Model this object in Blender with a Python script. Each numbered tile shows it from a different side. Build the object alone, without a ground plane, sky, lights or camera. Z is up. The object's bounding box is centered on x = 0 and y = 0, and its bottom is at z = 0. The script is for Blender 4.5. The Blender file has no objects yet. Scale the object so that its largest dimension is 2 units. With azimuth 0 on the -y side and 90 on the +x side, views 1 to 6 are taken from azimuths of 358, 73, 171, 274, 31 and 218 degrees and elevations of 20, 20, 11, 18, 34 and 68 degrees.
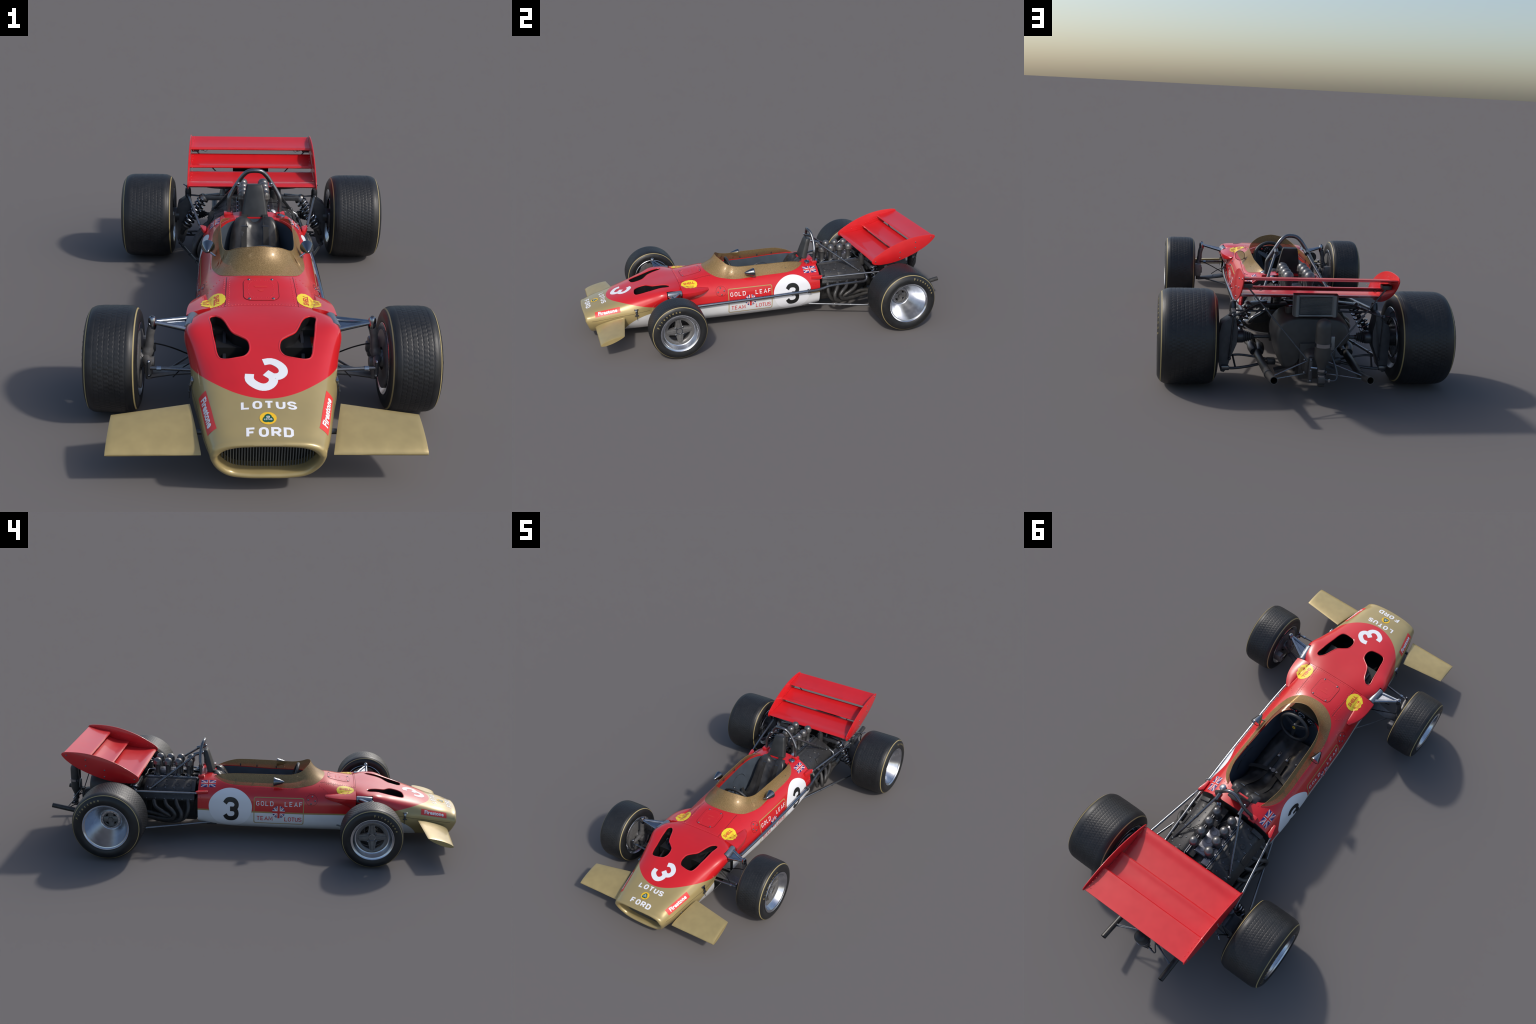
import bpy, bmesh, math, random
from mathutils import Vector, Matrix, Quaternion
from mathutils.bvhtree import BVHTree
random.seed(7)
pi = math.pi
scene = bpy.context.scene

# ------------------------------------------------------------------ helpers
def lerp(a, b, t): return a + (b - a) * t

def pchip(xs, ys, x):
    """monotone cubic interpolation through the stations"""
    n = len(xs)
    if x <= xs[0]: return ys[0]
    if x >= xs[-1]: return ys[-1]
    h = [xs[i+1]-xs[i] for i in range(n-1)]
    d = [(ys[i+1]-ys[i])/h[i] for i in range(n-1)]
    def slope(i):
        if i == 0: return d[0]
        if i == n-1: return d[-1]
        if d[i-1]*d[i] <= 0: return 0.0
        w1 = 2*h[i]+h[i-1]; w2 = h[i]+2*h[i-1]
        return (w1+w2)/(w1/d[i-1]+w2/d[i])
    for i in range(n-1):
        if x <= xs[i+1]:
            t = (x-xs[i])/h[i]; m0 = slope(i)*h[i]; m1 = slope(i+1)*h[i]
            return ((2*t**3-3*t**2+1)*ys[i]+(t**3-2*t**2+t)*m0+(-2*t**3+3*t**2)*ys[i+1]+(t**3-t**2)*m1)

def catmull(pts, per=8, closed=False):
    """smooth curve through control points (centripetal-like, any dimension)"""
    P = [Vector(p) for p in pts]; n = len(P); out = []
    segs = n if closed else n-1
    for i in range(segs):
        if closed:
            p0, p1, p2, p3 = P[(i-1) % n], P[i], P[(i+1) % n], P[(i+2) % n]
        else:
            p1, p2 = P[i], P[i+1]
            p0 = P[i-1] if i > 0 else p1*2-p2
            p3 = P[i+2] if i+2 < n else p2*2-p1
        d1 = (p2-p1).length or 1e-6
        d0 = (p1-p0).length or 1e-6; d2 = (p3-p2).length or 1e-6
        m1 = ((p1-p0)/d0*d1+(p2-p1))*0.5*1.0 if d0 > 0 else p2-p1
        m2 = ((p3-p2)/d2*d1+(p2-p1))*0.5
        for k in range(per):
            t = k/per
            out.append(p1*(2*t**3-3*t**2+1)+m1*(t**3-2*t**2+t)+p2*(-2*t**3+3*t**2)+m2*(t**3-t**2))
    if not closed: out.append(P[-1].copy())
    return out

class Geo:
    """collects vertices, faces and material slots of one mesh"""
    def __init__(self): self.v = []; self.f = []; self.m = []; self.mats = []
    def slot(self, mat):
        if mat not in self.mats: self.mats.append(mat)
        return self.mats.index(mat)
    def add(self, verts, faces, mat, xf=None):
        o = len(self.v); s = self.slot(mat)
        self.v += [tuple(xf @ Vector(v)) if xf else tuple(v) for v in verts]
        self.f += [tuple(i+o for i in f) for f in faces]
        self.m += [s]*len(faces)
        return self
    def tube(self, pts, r, mat, n=12, smooth=0, closed=False, caps=True):
        if smooth: pts = catmull(pts, smooth, closed)
        v, f = tube_geo(pts, r, n, closed, caps); return self.add(v, f, mat)
    def rev(self, prof, mat, origin=(0, 0, 0), axis=(0, 0, 1), n=24, closed=False):
        v, f = rev_geo(prof, n, closed); q = Vector((0, 0, 1)).rotation_difference(Vector(axis).normalized())
        return self.add(v, f, mat, Matrix.Translation(origin) @ q.to_matrix().to_4x4())
    def box(self, c, s, mat, rot=None, bev=0.0):
        v, f = box_geo(s, bev)
        M = Matrix.Translation(c)
        if rot: M = M @ Matrix.Rotation(rot[0], 4, 'X') @ Matrix.Rotation(rot[1], 4, 'Y') @ Matrix.Rotation(rot[2], 4, 'Z')
        return self.add(v, f, mat, M)
    def ball(self, c, r, mat, n=12, sz=1.0):
        prof = [(r*math.sin(pi*i/(n//2+2)), -r*sz*math.cos(pi*i/(n//2+2))) for i in range(n//2+3)]
        return self.rev(prof, mat, c, n=n)
    def prism(self, poly, lo, hi, mat, plane='xz'):
        """extrude a 2D outline along the third axis"""
        n = len(poly)
        def P(a, b, h):
            return {'xz': (a, h, b), 'yz': (h, a, b), 'xy': (a, b, h)}[plane]
        v = [P(a, b, lo) for a, b in poly]+[P(a, b, hi) for a, b in poly]
        f = [tuple(range(n))[::-1], tuple(range(n, 2*n))]+[(i, (i+1) % n, n+(i+1) % n, n+i) for i in range(n)]
        return self.add(v, f, mat)
    def grid(self, rows, mat, closed_u=False, cap0=False, cap1=False):
        """skin a list of equally long rows"""
        n = len(rows[0]); v = [p for r in rows for p in r]; f = []
        for j in range(len(rows)-1):
            for i in range(n if closed_u else n-1):
                k = (i+1) % n
                f.append((j*n+i, j*n+k, (j+1)*n+k, (j+1)*n+i))
        if cap0: f.append(tuple(range(n))[::-1])
        if cap1: f.append(tuple((len(rows)-1)*n+i for i in range(n)))
        return self.add(v, f, mat)
    def build(self, name, parent=None, angle=40, bevel=0, recalc=True):
        me = bpy.data.meshes.new(name)
        me.from_pydata(self.v, [], self.f)
        for m in self.mats: me.materials.append(m)
        me.polygons.foreach_set('material_index', self.m)
        ob = bpy.data.objects.new(name, me); scene.collection.objects.link(ob)
        bm = bmesh.new(); bm.from_mesh(me)
        if recalc: bmesh.ops.recalc_face_normals(bm, faces=bm.faces)
        if bevel:
            es = [e for e in bm.edges if len(e.link_faces) == 2 and e.calc_face_angle(0) > math.radians(35)]
            bmesh.ops.bevel(bm, geom=es, offset=bevel, segments=2, affect='EDGES', profile=0.5, clamp_overlap=True)
        bm.to_mesh(me); bm.free()
        smooth(me, angle)
        if parent: ob.parent = parent
        return ob

def smooth(me, angle):
    for p in me.polygons: p.use_smooth = True
    me.set_sharp_from_angle(angle=math.radians(angle))

def tube_geo(pts, r, n=12, closed=False, caps=True):
    P = [Vector(p) for p in pts]; m = len(P)
    R = r if isinstance(r, (list, tuple)) else [r]*m
    if len(R) != m: R = [R[min(len(R)-1, int(i*len(R)/m))] for i in range(m)]
    T = []
    for i in range(m):
        a = P[(i-1) % m] if (i > 0 or closed) else P[i]; b = P[(i+1) % m] if (i < m-1 or closed) else P[i]
        t = b-a; T.append(t.normalized() if t.length > 1e-9 else Vector((0, 0, 1)))
    up = Vector((0, 0, 1)) if abs(T[0].z) < 0.9 else Vector((1, 0, 0))
    N = (up-T[0]*up.dot(T[0])).normalized(); v = []
    for i in range(m):
        N = (N-T[i]*N.dot(T[i])).normalized(); Bn = T[i].cross(N)
        for k in range(n):
            a = 2*pi*k/n; v.append(P[i]+(N*math.cos(a)+Bn*math.sin(a))*R[i])
    f = []
    for j in range(m if closed else m-1):
        for k in range(n):
            l = (k+1) % n; q = (j+1) % m
            f.append((j*n+k, j*n+l, q*n+l, q*n+k))
    if caps and not closed:
        f.append(tuple(range(n))[::-1]); f.append(tuple((m-1)*n+k for k in range(n)))
    return v, f

def rev_geo(prof, n=24, closed=False):
    """profile of (radius, height) turned about z"""
    m = len(prof); v = []; f = []; idx = []
    for r, h in prof:
        if r < 1e-6: idx.append([len(v)]*n); v.append((0, 0, h))
        else:
            idx.append(list(range(len(v), len(v)+n)))
            v += [(r*math.cos(2*pi*k/n), r*math.sin(2*pi*k/n), h) for k in range(n)]
    for j in range(m if closed else m-1):
        a, b = idx[j], idx[(j+1) % m]
        for k in range(n):
            l = (k+1) % n; q = []
            for t in (a[k], a[l], b[l], b[k]):
                if t not in q: q.append(t)
            if len(q) > 2: f.append(tuple(q))
    return v, f

def box_geo(s, bev=0.0):
    bm = bmesh.new(); bmesh.ops.create_cube(bm, size=1.0)
    bmesh.ops.scale(bm, vec=Vector(s), verts=bm.verts)
    if bev: bmesh.ops.bevel(bm, geom=list(bm.edges), offset=bev, segments=2, affect='EDGES', profile=0.5)
    bm.verts.index_update()
    v = [tuple(x.co) for x in bm.verts]; f = [tuple(x.index for x in q.verts) for q in bm.faces]; bm.free()
    return v, f

def mirror_copy(ob):
    """the same part on the other side of the car"""
    o = ob.copy(); scene.collection.objects.link(o); o.scale.x = -o.scale.x; o.location.x = -o.location.x
    for c in list(ob.children):
        k = c.copy(); scene.collection.objects.link(k); k.parent = o
    return o

def both(ob):
    return [ob, mirror_copy(ob)]

# ------------------------------------------------------------------ materials
def new_mat(name):
    m = bpy.data.materials.new(name); m.use_nodes = True
    nt = m.node_tree; b = nt.nodes['Principled BSDF']
    return m, nt, b
def sock(b, **kw):
    for k, v in kw.items(): b.inputs[k.replace('_', ' ')].default_value = v

def simple(name, col, rough=0.4, metal=0.0, coat=0.0, grain=0.0, scale=60, bump=0.0, rough_var=0.0, spec=0.5):
    """plain surface with a little noise in colour, gloss and relief"""
    m, nt, b = new_mat(name)
    b.inputs['Base Color'].default_value = (*col, 1)
    sock(b, Roughness=rough, Metallic=metal); b.inputs['Coat Weight'].default_value = coat
    b.inputs['Coat Roughness'].default_value = 0.05; b.inputs['Specular IOR Level'].default_value = spec
    if grain or bump or rough_var:
        tc = nt.nodes.new('ShaderNodeTexCoord'); nz = nt.nodes.new('ShaderNodeTexNoise')
        nz.inputs['Scale'].default_value = scale; nz.inputs['Detail'].default_value = 4
        nt.links.new(tc.outputs['Object'], nz.inputs['Vector'])
        if grain:
            r = nt.nodes.new('ShaderNodeValToRGB')
            r.color_ramp.elements[0].position = 0.3; r.color_ramp.elements[1].position = 0.7
            r.color_ramp.elements[0].color = (*[c*(1-grain) for c in col], 1)
            r.color_ramp.elements[1].color = (*[min(1, c*(1+grain)) for c in col], 1)
            nt.links.new(nz.outputs['Fac'], r.inputs['Fac']); nt.links.new(r.outputs['Color'], b.inputs['Base Color'])
        if rough_var:
            mr = nt.nodes.new('ShaderNodeMapRange'); mr.inputs['To Min'].default_value = max(0.02, rough-rough_var)
            mr.inputs['To Max'].default_value = rough+rough_var
            nt.links.new(nz.outputs['Fac'], mr.inputs['Value']); nt.links.new(mr.outputs['Result'], b.inputs['Roughness'])
        if bump:
            bp = nt.nodes.new('ShaderNodeBump'); bp.inputs['Strength'].default_value = bump; bp.inputs['Distance'].default_value = 0.002
            nt.links.new(nz.outputs['Fac'], bp.inputs['Height']); nt.links.new(bp.outputs['Normal'], b.inputs['Normal'])
    return m

RED = (0.60, 0.012, 0.016); GOLD = (0.415, 0.32, 0.138); WHITE = (0.74, 0.74, 0.74)
M_red = simple('red_paint', RED, 0.32, coat=0.6, grain=0.05, scale=25, rough_var=0.05)
M_wing_red = simple('wing_red_paint', RED, 0.36, coat=0.35, grain=0.04, scale=25, rough_var=0.06)
M_gold = simple('gold_paint', GOLD, 0.36, metal=0.25, coat=0.3, grain=0.06, scale=30, rough_var=0.06)
M_goldline = simple('gold_line_paint', (0.40, 0.29, 0.10), 0.4)
M_white = simple('white_paint', WHITE, 0.35, coat=0.3, grain=0.02, scale=30)
M_decal_white = simple('white_print', (0.80, 0.80, 0.82), 0.4)
M_decal_black = simple('black_print', (0.012, 0.012, 0.012), 0.4)
M_decal_red = simple('red_print', (0.62, 0.03, 0.03), 0.4)
M_decal_brightred = simple('bright_red_print', (0.72, 0.045, 0.04), 0.4)
M_decal_blue = simple('blue_print', (0.02, 0.025, 0.17), 0.4)
M_decal_yellow = simple('yellow_print', (0.84, 0.63, 0.03), 0.4)
M_decal_amber = simple('amber_print', (0.85, 0.50, 0.02), 0.4)
M_decal_green = simple('green_print', (0.008, 0.09, 0.05), 0.4)
M_rubber = simple('tyre_rubber', (0.013, 0.0135, 0.0145), 0.46, grain=0.25, scale=40, rough_var=0.08, spec=0.5)
M_tyregold = simple('tyre_gold_print', (0.33, 0.265, 0.12), 0.5)  # gold desaturated, so the olive cast of the shaded sidewall is baked in
M_alu = simple('polished_aluminium', (0.60, 0.62, 0.66), 0.25, metal=1.0, grain=0.08, scale=40, bump=0.0, rough_var=0.06)
M_mag = simple('magnesium_casting', (0.155, 0.152, 0.15), 0.42, metal=0.35, grain=0.15, scale=90)
M_chrome = simple('chromed_steel', (0.31, 0.33, 0.365), 0.18, metal=1.0, rough_var=0.05, scale=50, grain=0.1)
M_steel = simple('gunmetal_tube', (0.17, 0.175, 0.185), 0.28, metal=0.9, rough_var=0.06, scale=50, grain=0.1)
M_darksteel = simple('dark_steel', (0.078, 0.082, 0.090), 0.36, metal=0.6, rough_var=0.08, scale=70, grain=0.2)
M_cast = simple('black_cast_metal', (0.042, 0.041, 0.041), 0.45, metal=0.25, grain=0.2, scale=120, bump=0.15, rough_var=0.1)
M_exhaust = simple('exhaust_pipe_paint', (0.055, 0.053, 0.051), 0.42, metal=0.3, grain=0.25, scale=60, rough_var=0.08)
M_trumpet = simple('trumpet_metal', (0.16, 0.157, 0.155), 0.36, metal=0.7, grain=0.15, scale=90)
M_plate = simple('valley_plate_aluminium', (0.20, 0.20, 0.22), 0.4, metal=0.7, grain=0.1, scale=80)
M_black = simple('matt_black', (0.006, 0.006, 0.006), 0.6)
M_tankblack = simple('satin_black_tank', (0.036, 0.035, 0.034), 0.5, grain=0.15, scale=50, bump=0.05)
M_leather = simple('black_leather', (0.030, 0.029, 0.029), 0.36, grain=0.45, scale=35, bump=0.35, rough_var=0.1)
M_headrest = simple('headrest_vinyl', (0.026, 0.027, 0.028), 0.45, grain=0.3, scale=30, bump=0.2)
M_belt = simple('belt_webbing', (0.018, 0.017, 0.016), 0.75, grain=0.2, scale=300)
M_liner = simple('cockpit_liner', (0.060, 0.076, 0.098), 0.5, grain=0.15, scale=20)
M_dark = simple('panel_gap', (0.05, 0.004, 0.005), 0.6)
M_darkgold = simple('gold_panel_gap', (0.09, 0.065, 0.025), 0.6)
M_mirror = simple('mirror_glass', (0.85, 0.87, 0.87), 0.03, metal=1.0)
M_bolt = simple('fastener_steel', (0.19, 0.20, 0.22), 0.28, metal=0.9)
M_gauge = simple('gauge_face', (0.008, 0.009, 0.011), 0.3)
M_fin = simple('cooler_fins', (0.20, 0.225, 0.245), 0.35, metal=0.7)  # base colour raised toward blue-grey to carry the sky-like reflection on the fins
M_grille = simple('grille_bar_metal', (0.24, 0.23, 0.18), 0.35, metal=0.8)
M_mirrorcase = simple('mirror_case_chrome', (0.20, 0.215, 0.235), 0.14, metal=1.0)
M_pivot = simple('pivot_aluminium', (0.30, 0.32, 0.35), 0.4, metal=0.8, grain=0.08, scale=60)
M_rod = simple('rod_steel', (0.22, 0.232, 0.25), 0.30, metal=0.9, grain=0.08, scale=50)
M_upright = simple('upright_paint', (0.080, 0.084, 0.092), 0.5, metal=0.2, grain=0.15, scale=60)
M_blackduct = simple('duct_black', (0.008, 0.008, 0.009), 0.35)

def paint_material():
    """red body with gold nose and white lower flanks, split by curves in object space"""
    m, nt, b = new_mat('body_livery')
    N = nt.nodes; L = nt.links
    tc = N.new('ShaderNodeTexCoord'); sp = N.new('ShaderNodeSeparateXYZ'); L.new(tc.outputs['Object'], sp.inputs[0])
    X, Y, Z = sp.outputs
    def op(o, a, c=None, clamp=False):
        n = N.new('ShaderNodeMath'); n.operation = o; n.use_clamp = clamp
        for i, s in enumerate((a, c)):
            if s is None: continue
            if isinstance(s, (int, float)): n.inputs[i].default_value = s
            else: L.new(s, n.inputs[i])
        return n.outputs[0]
    def step(a):   # 1 where a > 0, one-millimetre soft edge
        return op('MULTIPLY', op('ADD', a, 0.0004), 1250.0, True)
    ax = op('ABSOLUTE', X)
    # front edge of the red field: a rounded tongue in plan
    x2 = op('MULTIPLY', ax, ax); x4 = op('MULTIPLY', x2, x2)
    yb = op('ADD', op('ADD', op('MULTIPLY', x2, TONGUE[1]), TONGUE[0]), op('MULTIPLY', op('MULTIPLY', x4, x4), TONGUE[2]))
    flank = op('MULTIPLY', step(op('SUBTRACT', op('SUBTRACT', 0.0819, op('MULTIPLY', Y, 0.15)), Z)), op('MULTIPLY', step(op('SUBTRACT', -0.60, Y)), step(op('SUBTRACT', ax, 0.15))))
    gold = op('MAXIMUM', step(op('SUBTRACT', yb, Y)), flank)
    # white flank below the waist line, its front end a quarter ellipse
    below = step(op('SUBTRACT', WAIST, Z))
    dy = op('DIVIDE', op('SUBTRACT', Y, -0.60), 0.200); dz = op('DIVIDE', op('SUBTRACT', Z, 0.035), 0.115)
    ell = step(op('SUBTRACT', 1.0, op('ADD', op('MULTIPLY', dy, dy), op('MULTIPLY', dz, dz))))
    aft = step(op('ADD', Y, 0.60))
    white = op('MULTIPLY', below, op('MAXIMUM', ell, aft))
    # gold pinstripe on the waist
    band = op('MULTIPLY', op('MULTIPLY', step(op('SUBTRACT', Z, WAIST)), step(op('SUBTRACT', WAIST+0.0072, Z))), aft)
    # side of the nose under the red
    nz = N.new('ShaderNodeTexNoise'); nz.inputs['Scale'].default_value = 22; nz.inputs['Detail'].default_value = 5
    L.new(tc.outputs['Object'], nz.inputs['Vector'])
    sc = N.new('ShaderNodeTexNoise'); sc.inputs['Scale'].default_value = 90; sc.inputs['Detail'].default_value = 6
    L.new(tc.outputs['Object'], sc.inputs['Vector'])
    def mix(f, a, c):
        n = N.new('ShaderNodeMix'); n.data_type = 'RGBA'
        L.new(f, n.inputs['Factor'])
        for i, s in ((6, a), (7, c)):
            if isinstance(s, tuple): n.inputs[i].default_value = (*s, 1)
            else: L.new(s, n.inputs[i])
        return n.outputs[2]
    col = mix(gold, RED, GOLD)
    col = mix(white, col, WHITE)
    col = mix(band, col, (0.36, 0.26, 0.09))
    var = N.new('ShaderNodeMapRange'); var.inputs['To Min'].default_value = 0.93; var.inputs['To Max'].default_value = 1.05
    L.new(nz.outputs['Fac'], var.inputs['Value'])
    hs = N.new('ShaderNodeHueSaturation'); L.new(var.outputs['Result'], hs.inputs['Value']); L.new(col, hs.inputs['Color'])
    L.new(hs.outputs['Color'], b.inputs['Base Color'])
    rg = N.new('ShaderNodeMapRange'); rg.inputs['To Min'].default_value = 0.26; rg.inputs['To Max'].default_value = 0.38
    L.new(sc.outputs['Fac'], rg.inputs['Value']); L.new(rg.outputs['Result'], b.inputs['Roughness'])
    L.new(op('MULTIPLY', gold, 0.25), b.inputs['Metallic'])
    b.inputs['Coat Weight'].default_value = 0.5; b.inputs['Coat Roughness'].default_value = 0.06
    return m
TONGUE = (-0.869, 3.8, 2.0e4); WAIST = 0.148
M_body = paint_material()

def tinted_screen():
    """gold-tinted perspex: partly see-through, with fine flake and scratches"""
    m, nt, b = new_mat('gold_tinted_perspex')
    N = nt.nodes; L = nt.links
    tc = N.new('ShaderNodeTexCoord'); nz = N.new('ShaderNodeTexNoise'); nz.inputs['Scale'].default_value = 420; nz.inputs['Detail'].default_value = 2
    L.new(tc.outputs['Object'], nz.inputs['Vector'])
    r = N.new('ShaderNodeValToRGB'); r.color_ramp.elements[0].position = 0.35; r.color_ramp.elements[1].position = 0.68
    r.color_ramp.elements[0].color = (0.25, 0.155, 0.055, 1); r.color_ramp.elements[1].color = (0.45, 0.30, 0.125, 1)
    L.new(nz.outputs['Fac'], r.inputs['Fac']); L.new(r.outputs['Color'], b.inputs['Base Color'])
    sock(b, Roughness=0.42, Metallic=0.2); b.inputs['Coat Weight'].default_value = 0.2; b.inputs['Coat Roughness'].default_value = 0.15
    tr = N.new('ShaderNodeBsdfTransparent'); tr.inputs['Color'].default_value = (0.62, 0.52, 0.36, 1)
    mx = N.new('ShaderNodeMixShader'); mx.inputs[0].default_value = 0.72
    L.new(tr.outputs[0], mx.inputs[1]); L.new(b.outputs[0], mx.inputs[2])
    L.new(mx.outputs[0], N['Material Output'].inputs['Surface'])
    return m
M_screen = tinted_screen()

# ------------------------------------------------------------------ the car
car = bpy.data.objects.new('racing_car', None); scene.collection.objects.link(car)
car['label'] = 'vintage red, gold and white open-wheel racing car with rear wing'
car['category'] = 'racing car'

# ---- body surface: half cross-sections (x, z) from keel to crown at stations along y
ST = [
 (-0.985, [(0,.037),(.054,.037),(.094,.044),(.119,.067),(.132,.096),(.134,.113),(.127,.135),(.103,.149),(.058,.156),(0,.1575)]),
 (-0.940, [(0,.037),(.060,.037),(.101,.047),(.128,.070),(.142,.099),(.1445,.121),(.138,.143),(.116,.162),(.064,.1715),(0,.1745)]),
 (-0.880, [(0,.038),(.070,.038),(.113,.049),(.141,.073),(.154,.102),(.1560,.129),(.149,.154),(.126,.175),(.072,.1865),(0,.1900)]),
 (-0.814, [(0,.040),(.080,.040),(.126,.051),(.153,.076),(.1665,.107),(.168,.140),(.161,.167),(.140,.191),(.082,.2075),(0,.2110)]),
 (-0.740, [(0,.042),(.090,.042),(.140,.054),(.166,.079),(.1805,.112),(.183,.150),(.177,.180),(.158,.209),(.095,.227),(0,.230)]),
 (-0.660, [(0,.044),(.095,.044),(.148,.056),(.174,.081),(.1865,.113),(.187,.156),(.194,.203),(.180,.231),(.112,.246),(0,.250)]),
 (-0.590, [(0,.045),(.100,.045),(.152,.056),(.176,.080),(.183,.115),(.184,.165),(.209,.224),(.198,.250),(.130,.261),(0,.262)]),
 (-0.540, [(0,.038),(.100,.041),(.152,.058),(.174,.082),(.180,.118),(.182,.170),(.202,.224),(.190,.250),(.125,.264),(0,.267)]),
 (-0.490, [(0,.038),(.100,.041),(.152,.060),(.172,.083),(.178,.120),(.178,.170),(.176,.215),(.158,.247),(.104,.265),(0,.270)]),
 (-0.420, [(0,.038),(.100,.042),(.150,.064),(.172,.087),(.180,.122),(.179,.172),(.171,.214),(.146,.251),(.094,.274),(0,.281)]),
 (-0.340, [(0,.038),(.103,.042),(.153,.065),(.177,.090),(.186,.125),(.184,.175),(.173,.220),(.145,.255),(.092,.284),(0,.297)]),
 (-0.250, [(0,.038),(.105,.042),(.157,.066),(.182,.092),(.1905,.128),(.188,.178),(.177,.222),(.150,.255),(.110,.278),(0,.292)]),
 (-0.100, [(0,.038),(.106,.042),(.159,.066),(.184,.093),(.192,.130),(.190,.180),(.179,.225),(.154,.257),(.120,.276),(0,.288)]),
 (0.060, [(0,.038),(.106,.042),(.159,.066),(.184,.093),(.192,.130),(.190,.182),(.180,.228),(.156,.260),(.120,.282),(0,.292)]),
 (0.180, [(0,.046),(.106,.051),(.157,.068),(.180,.095),(.188,.132),(.187,.182),(.178,.226),(.152,.261),(.112,.286),(0,.298)]),
 (0.266, [(0,.060),(.105,.064),(.152,.078),(.176,.098),(.184,.134),(.184,.182),(.176,.224),(.150,.258),(.106,.286),(0,.300)]),
]
SY = [s[0] for s in ST]; NP = len(ST[0][1]); PER = 7
def half_section(y):
    pts = [(pchip(SY, [s[1][k][0] for s in ST], y), pchip(SY, [s[1][k][1] for s in ST], y), 0) for k in range(NP)]
    mir = [(-pts[1][0], pts[1][1], 0)]+pts+[(-pts[-2][0], pts[-2][1], 0)]
    c = catmull(mir, PER)
    return [(p.x, p.y) for p in c[PER:-PER]]
def ring(y):
    h = half_section(y); return h+[(-x, z) for x, z in h[-2:0:-1]]
MOUTH = [(0,.056),(.052,.057),(.083,.063),(.102,.078),(.113,.097),(.112,.112),(.098,.125),(.072,.134),(.037,.138),(0,.139)]
def mouth_ring():
    mir = [(-MOUTH[1][0], MOUTH[1][1], 0)]+[(x, z, 0) for x, z in MOUTH]+[(-MOUTH[-2][0], MOUTH[-2][1], 0)]
    h = [(p.x, p.y) for p in catmull(mir, PER)[PER:-PER]]
    return h+[(-x, z) for x, z in h[-2:0:-1]]
def rake(x, y, z):
    """the nose tip leans back toward its lower lip and bows in plan"""
    f = max(0.0, min(1.0, (-0.90-y)/0.085)); f = f*f*(3-2*f)
    return (x, y+f*(0.41*max(0.0, 0.116-z)+0.50*x*x), z)

def hull(name, y0, y1, step, mat, nose=False):
    g = Geo(); ys = []; y = y0
    while y < y1-1e-6: ys.append(y); y += step
    ys.append(y1); rows = []
    if nose:
        O = ring(-0.985); M = mouth_ring(); n = len(O)
        back = 0.060
        rows.append([rake(x, -0.985+back, z) for x, z in M])
        rows.append([rake(x, -0.985+0.03, z) for x, z in M])
        for k in range(0, 9):     # rounded lip from the mouth out to the skin
            a = pi*k/9
            w = (1-math.cos(a))/2
            rows.append([rake(lerp(m[0], o[0], w), -0.985-0.018*math.sin(a)+0.006*(1-w), lerp(m[1], o[1], w)) for m, o in zip(M, O)])
    for y in ys: rows.append([rake(x, y, z) for x, z in ring(y)])
    g.grid(rows, mat, closed_u=True, cap0=True, cap1=True)
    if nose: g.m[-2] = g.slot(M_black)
    return g.build(name, car, angle=50)

def boolean(ob, cutter, op='DIFFERENCE'):
    md = ob.modifiers.new('cut', 'BOOLEAN'); md.object = cutter; md.operation = op; md.solver = 'EXACT'
    md.material_mode = 'TRANSFER'
    dg = bpy.context.evaluated_depsgraph_get()
    me = bpy.data.meshes.new_from_object(ob.evaluated_get(dg)); old = ob.data
    ob.modifiers.clear(); ob.data = me; me.name = ob.name; bpy.data.meshes.remove(old)
    cm = cutter.data; bpy.data.objects.remove(cutter); bpy.data.meshes.remove(cm)
    smooth(me, 38)

SPLIT = -0.5005
nose = hull('nose_cone', -0.985, SPLIT, 0.0125, M_body, nose=True)
tub = hull('monocoque_tub', SPLIT+0.0012, 0.266, 0.0125, M_body)
def bvh_of(*obs):
    v = []; f = []
    for o in obs:
        k = len(v); v += [tuple(x.co) for x in o.data.vertices]; f += [tuple(i+k for i in p.vertices) for p in o.data.polygons]
    return BVHTree.FromPolygons(v, f)
nose_skin = nose.copy(); nose_skin.data = nose.data.copy(); tub_skin = tub.copy(); tub_skin.data = tub.data.copy()
SKIN = bvh_of(nose, tub)          # the uncut skin, for everything that lies on it
def cast(o, d):
    h = SKIN.ray_cast(Vector(o), Vector(d).normalized())
    return (h[0], h[1]) if h[0] is not None else (None, None)
def on_skin(x, y, lift=0.0):
    """point of the upper skin above plan position (x, y)"""
    p, n = cast((x, y, 1.0), (0, 0, -1))
    if p is None: return Vector((x, y, 0.25)), Vector((0, 0, 1))
    return p+n*lift, n
def on_side(y, z, s, lift=0.0):
    p, n = cast((s*1.0, y, z), (-s, 0, 0))
    if p is None: return Vector((s*0.18, y, z)), Vector((s, 0, 0))
    return p+n*lift, n

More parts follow.
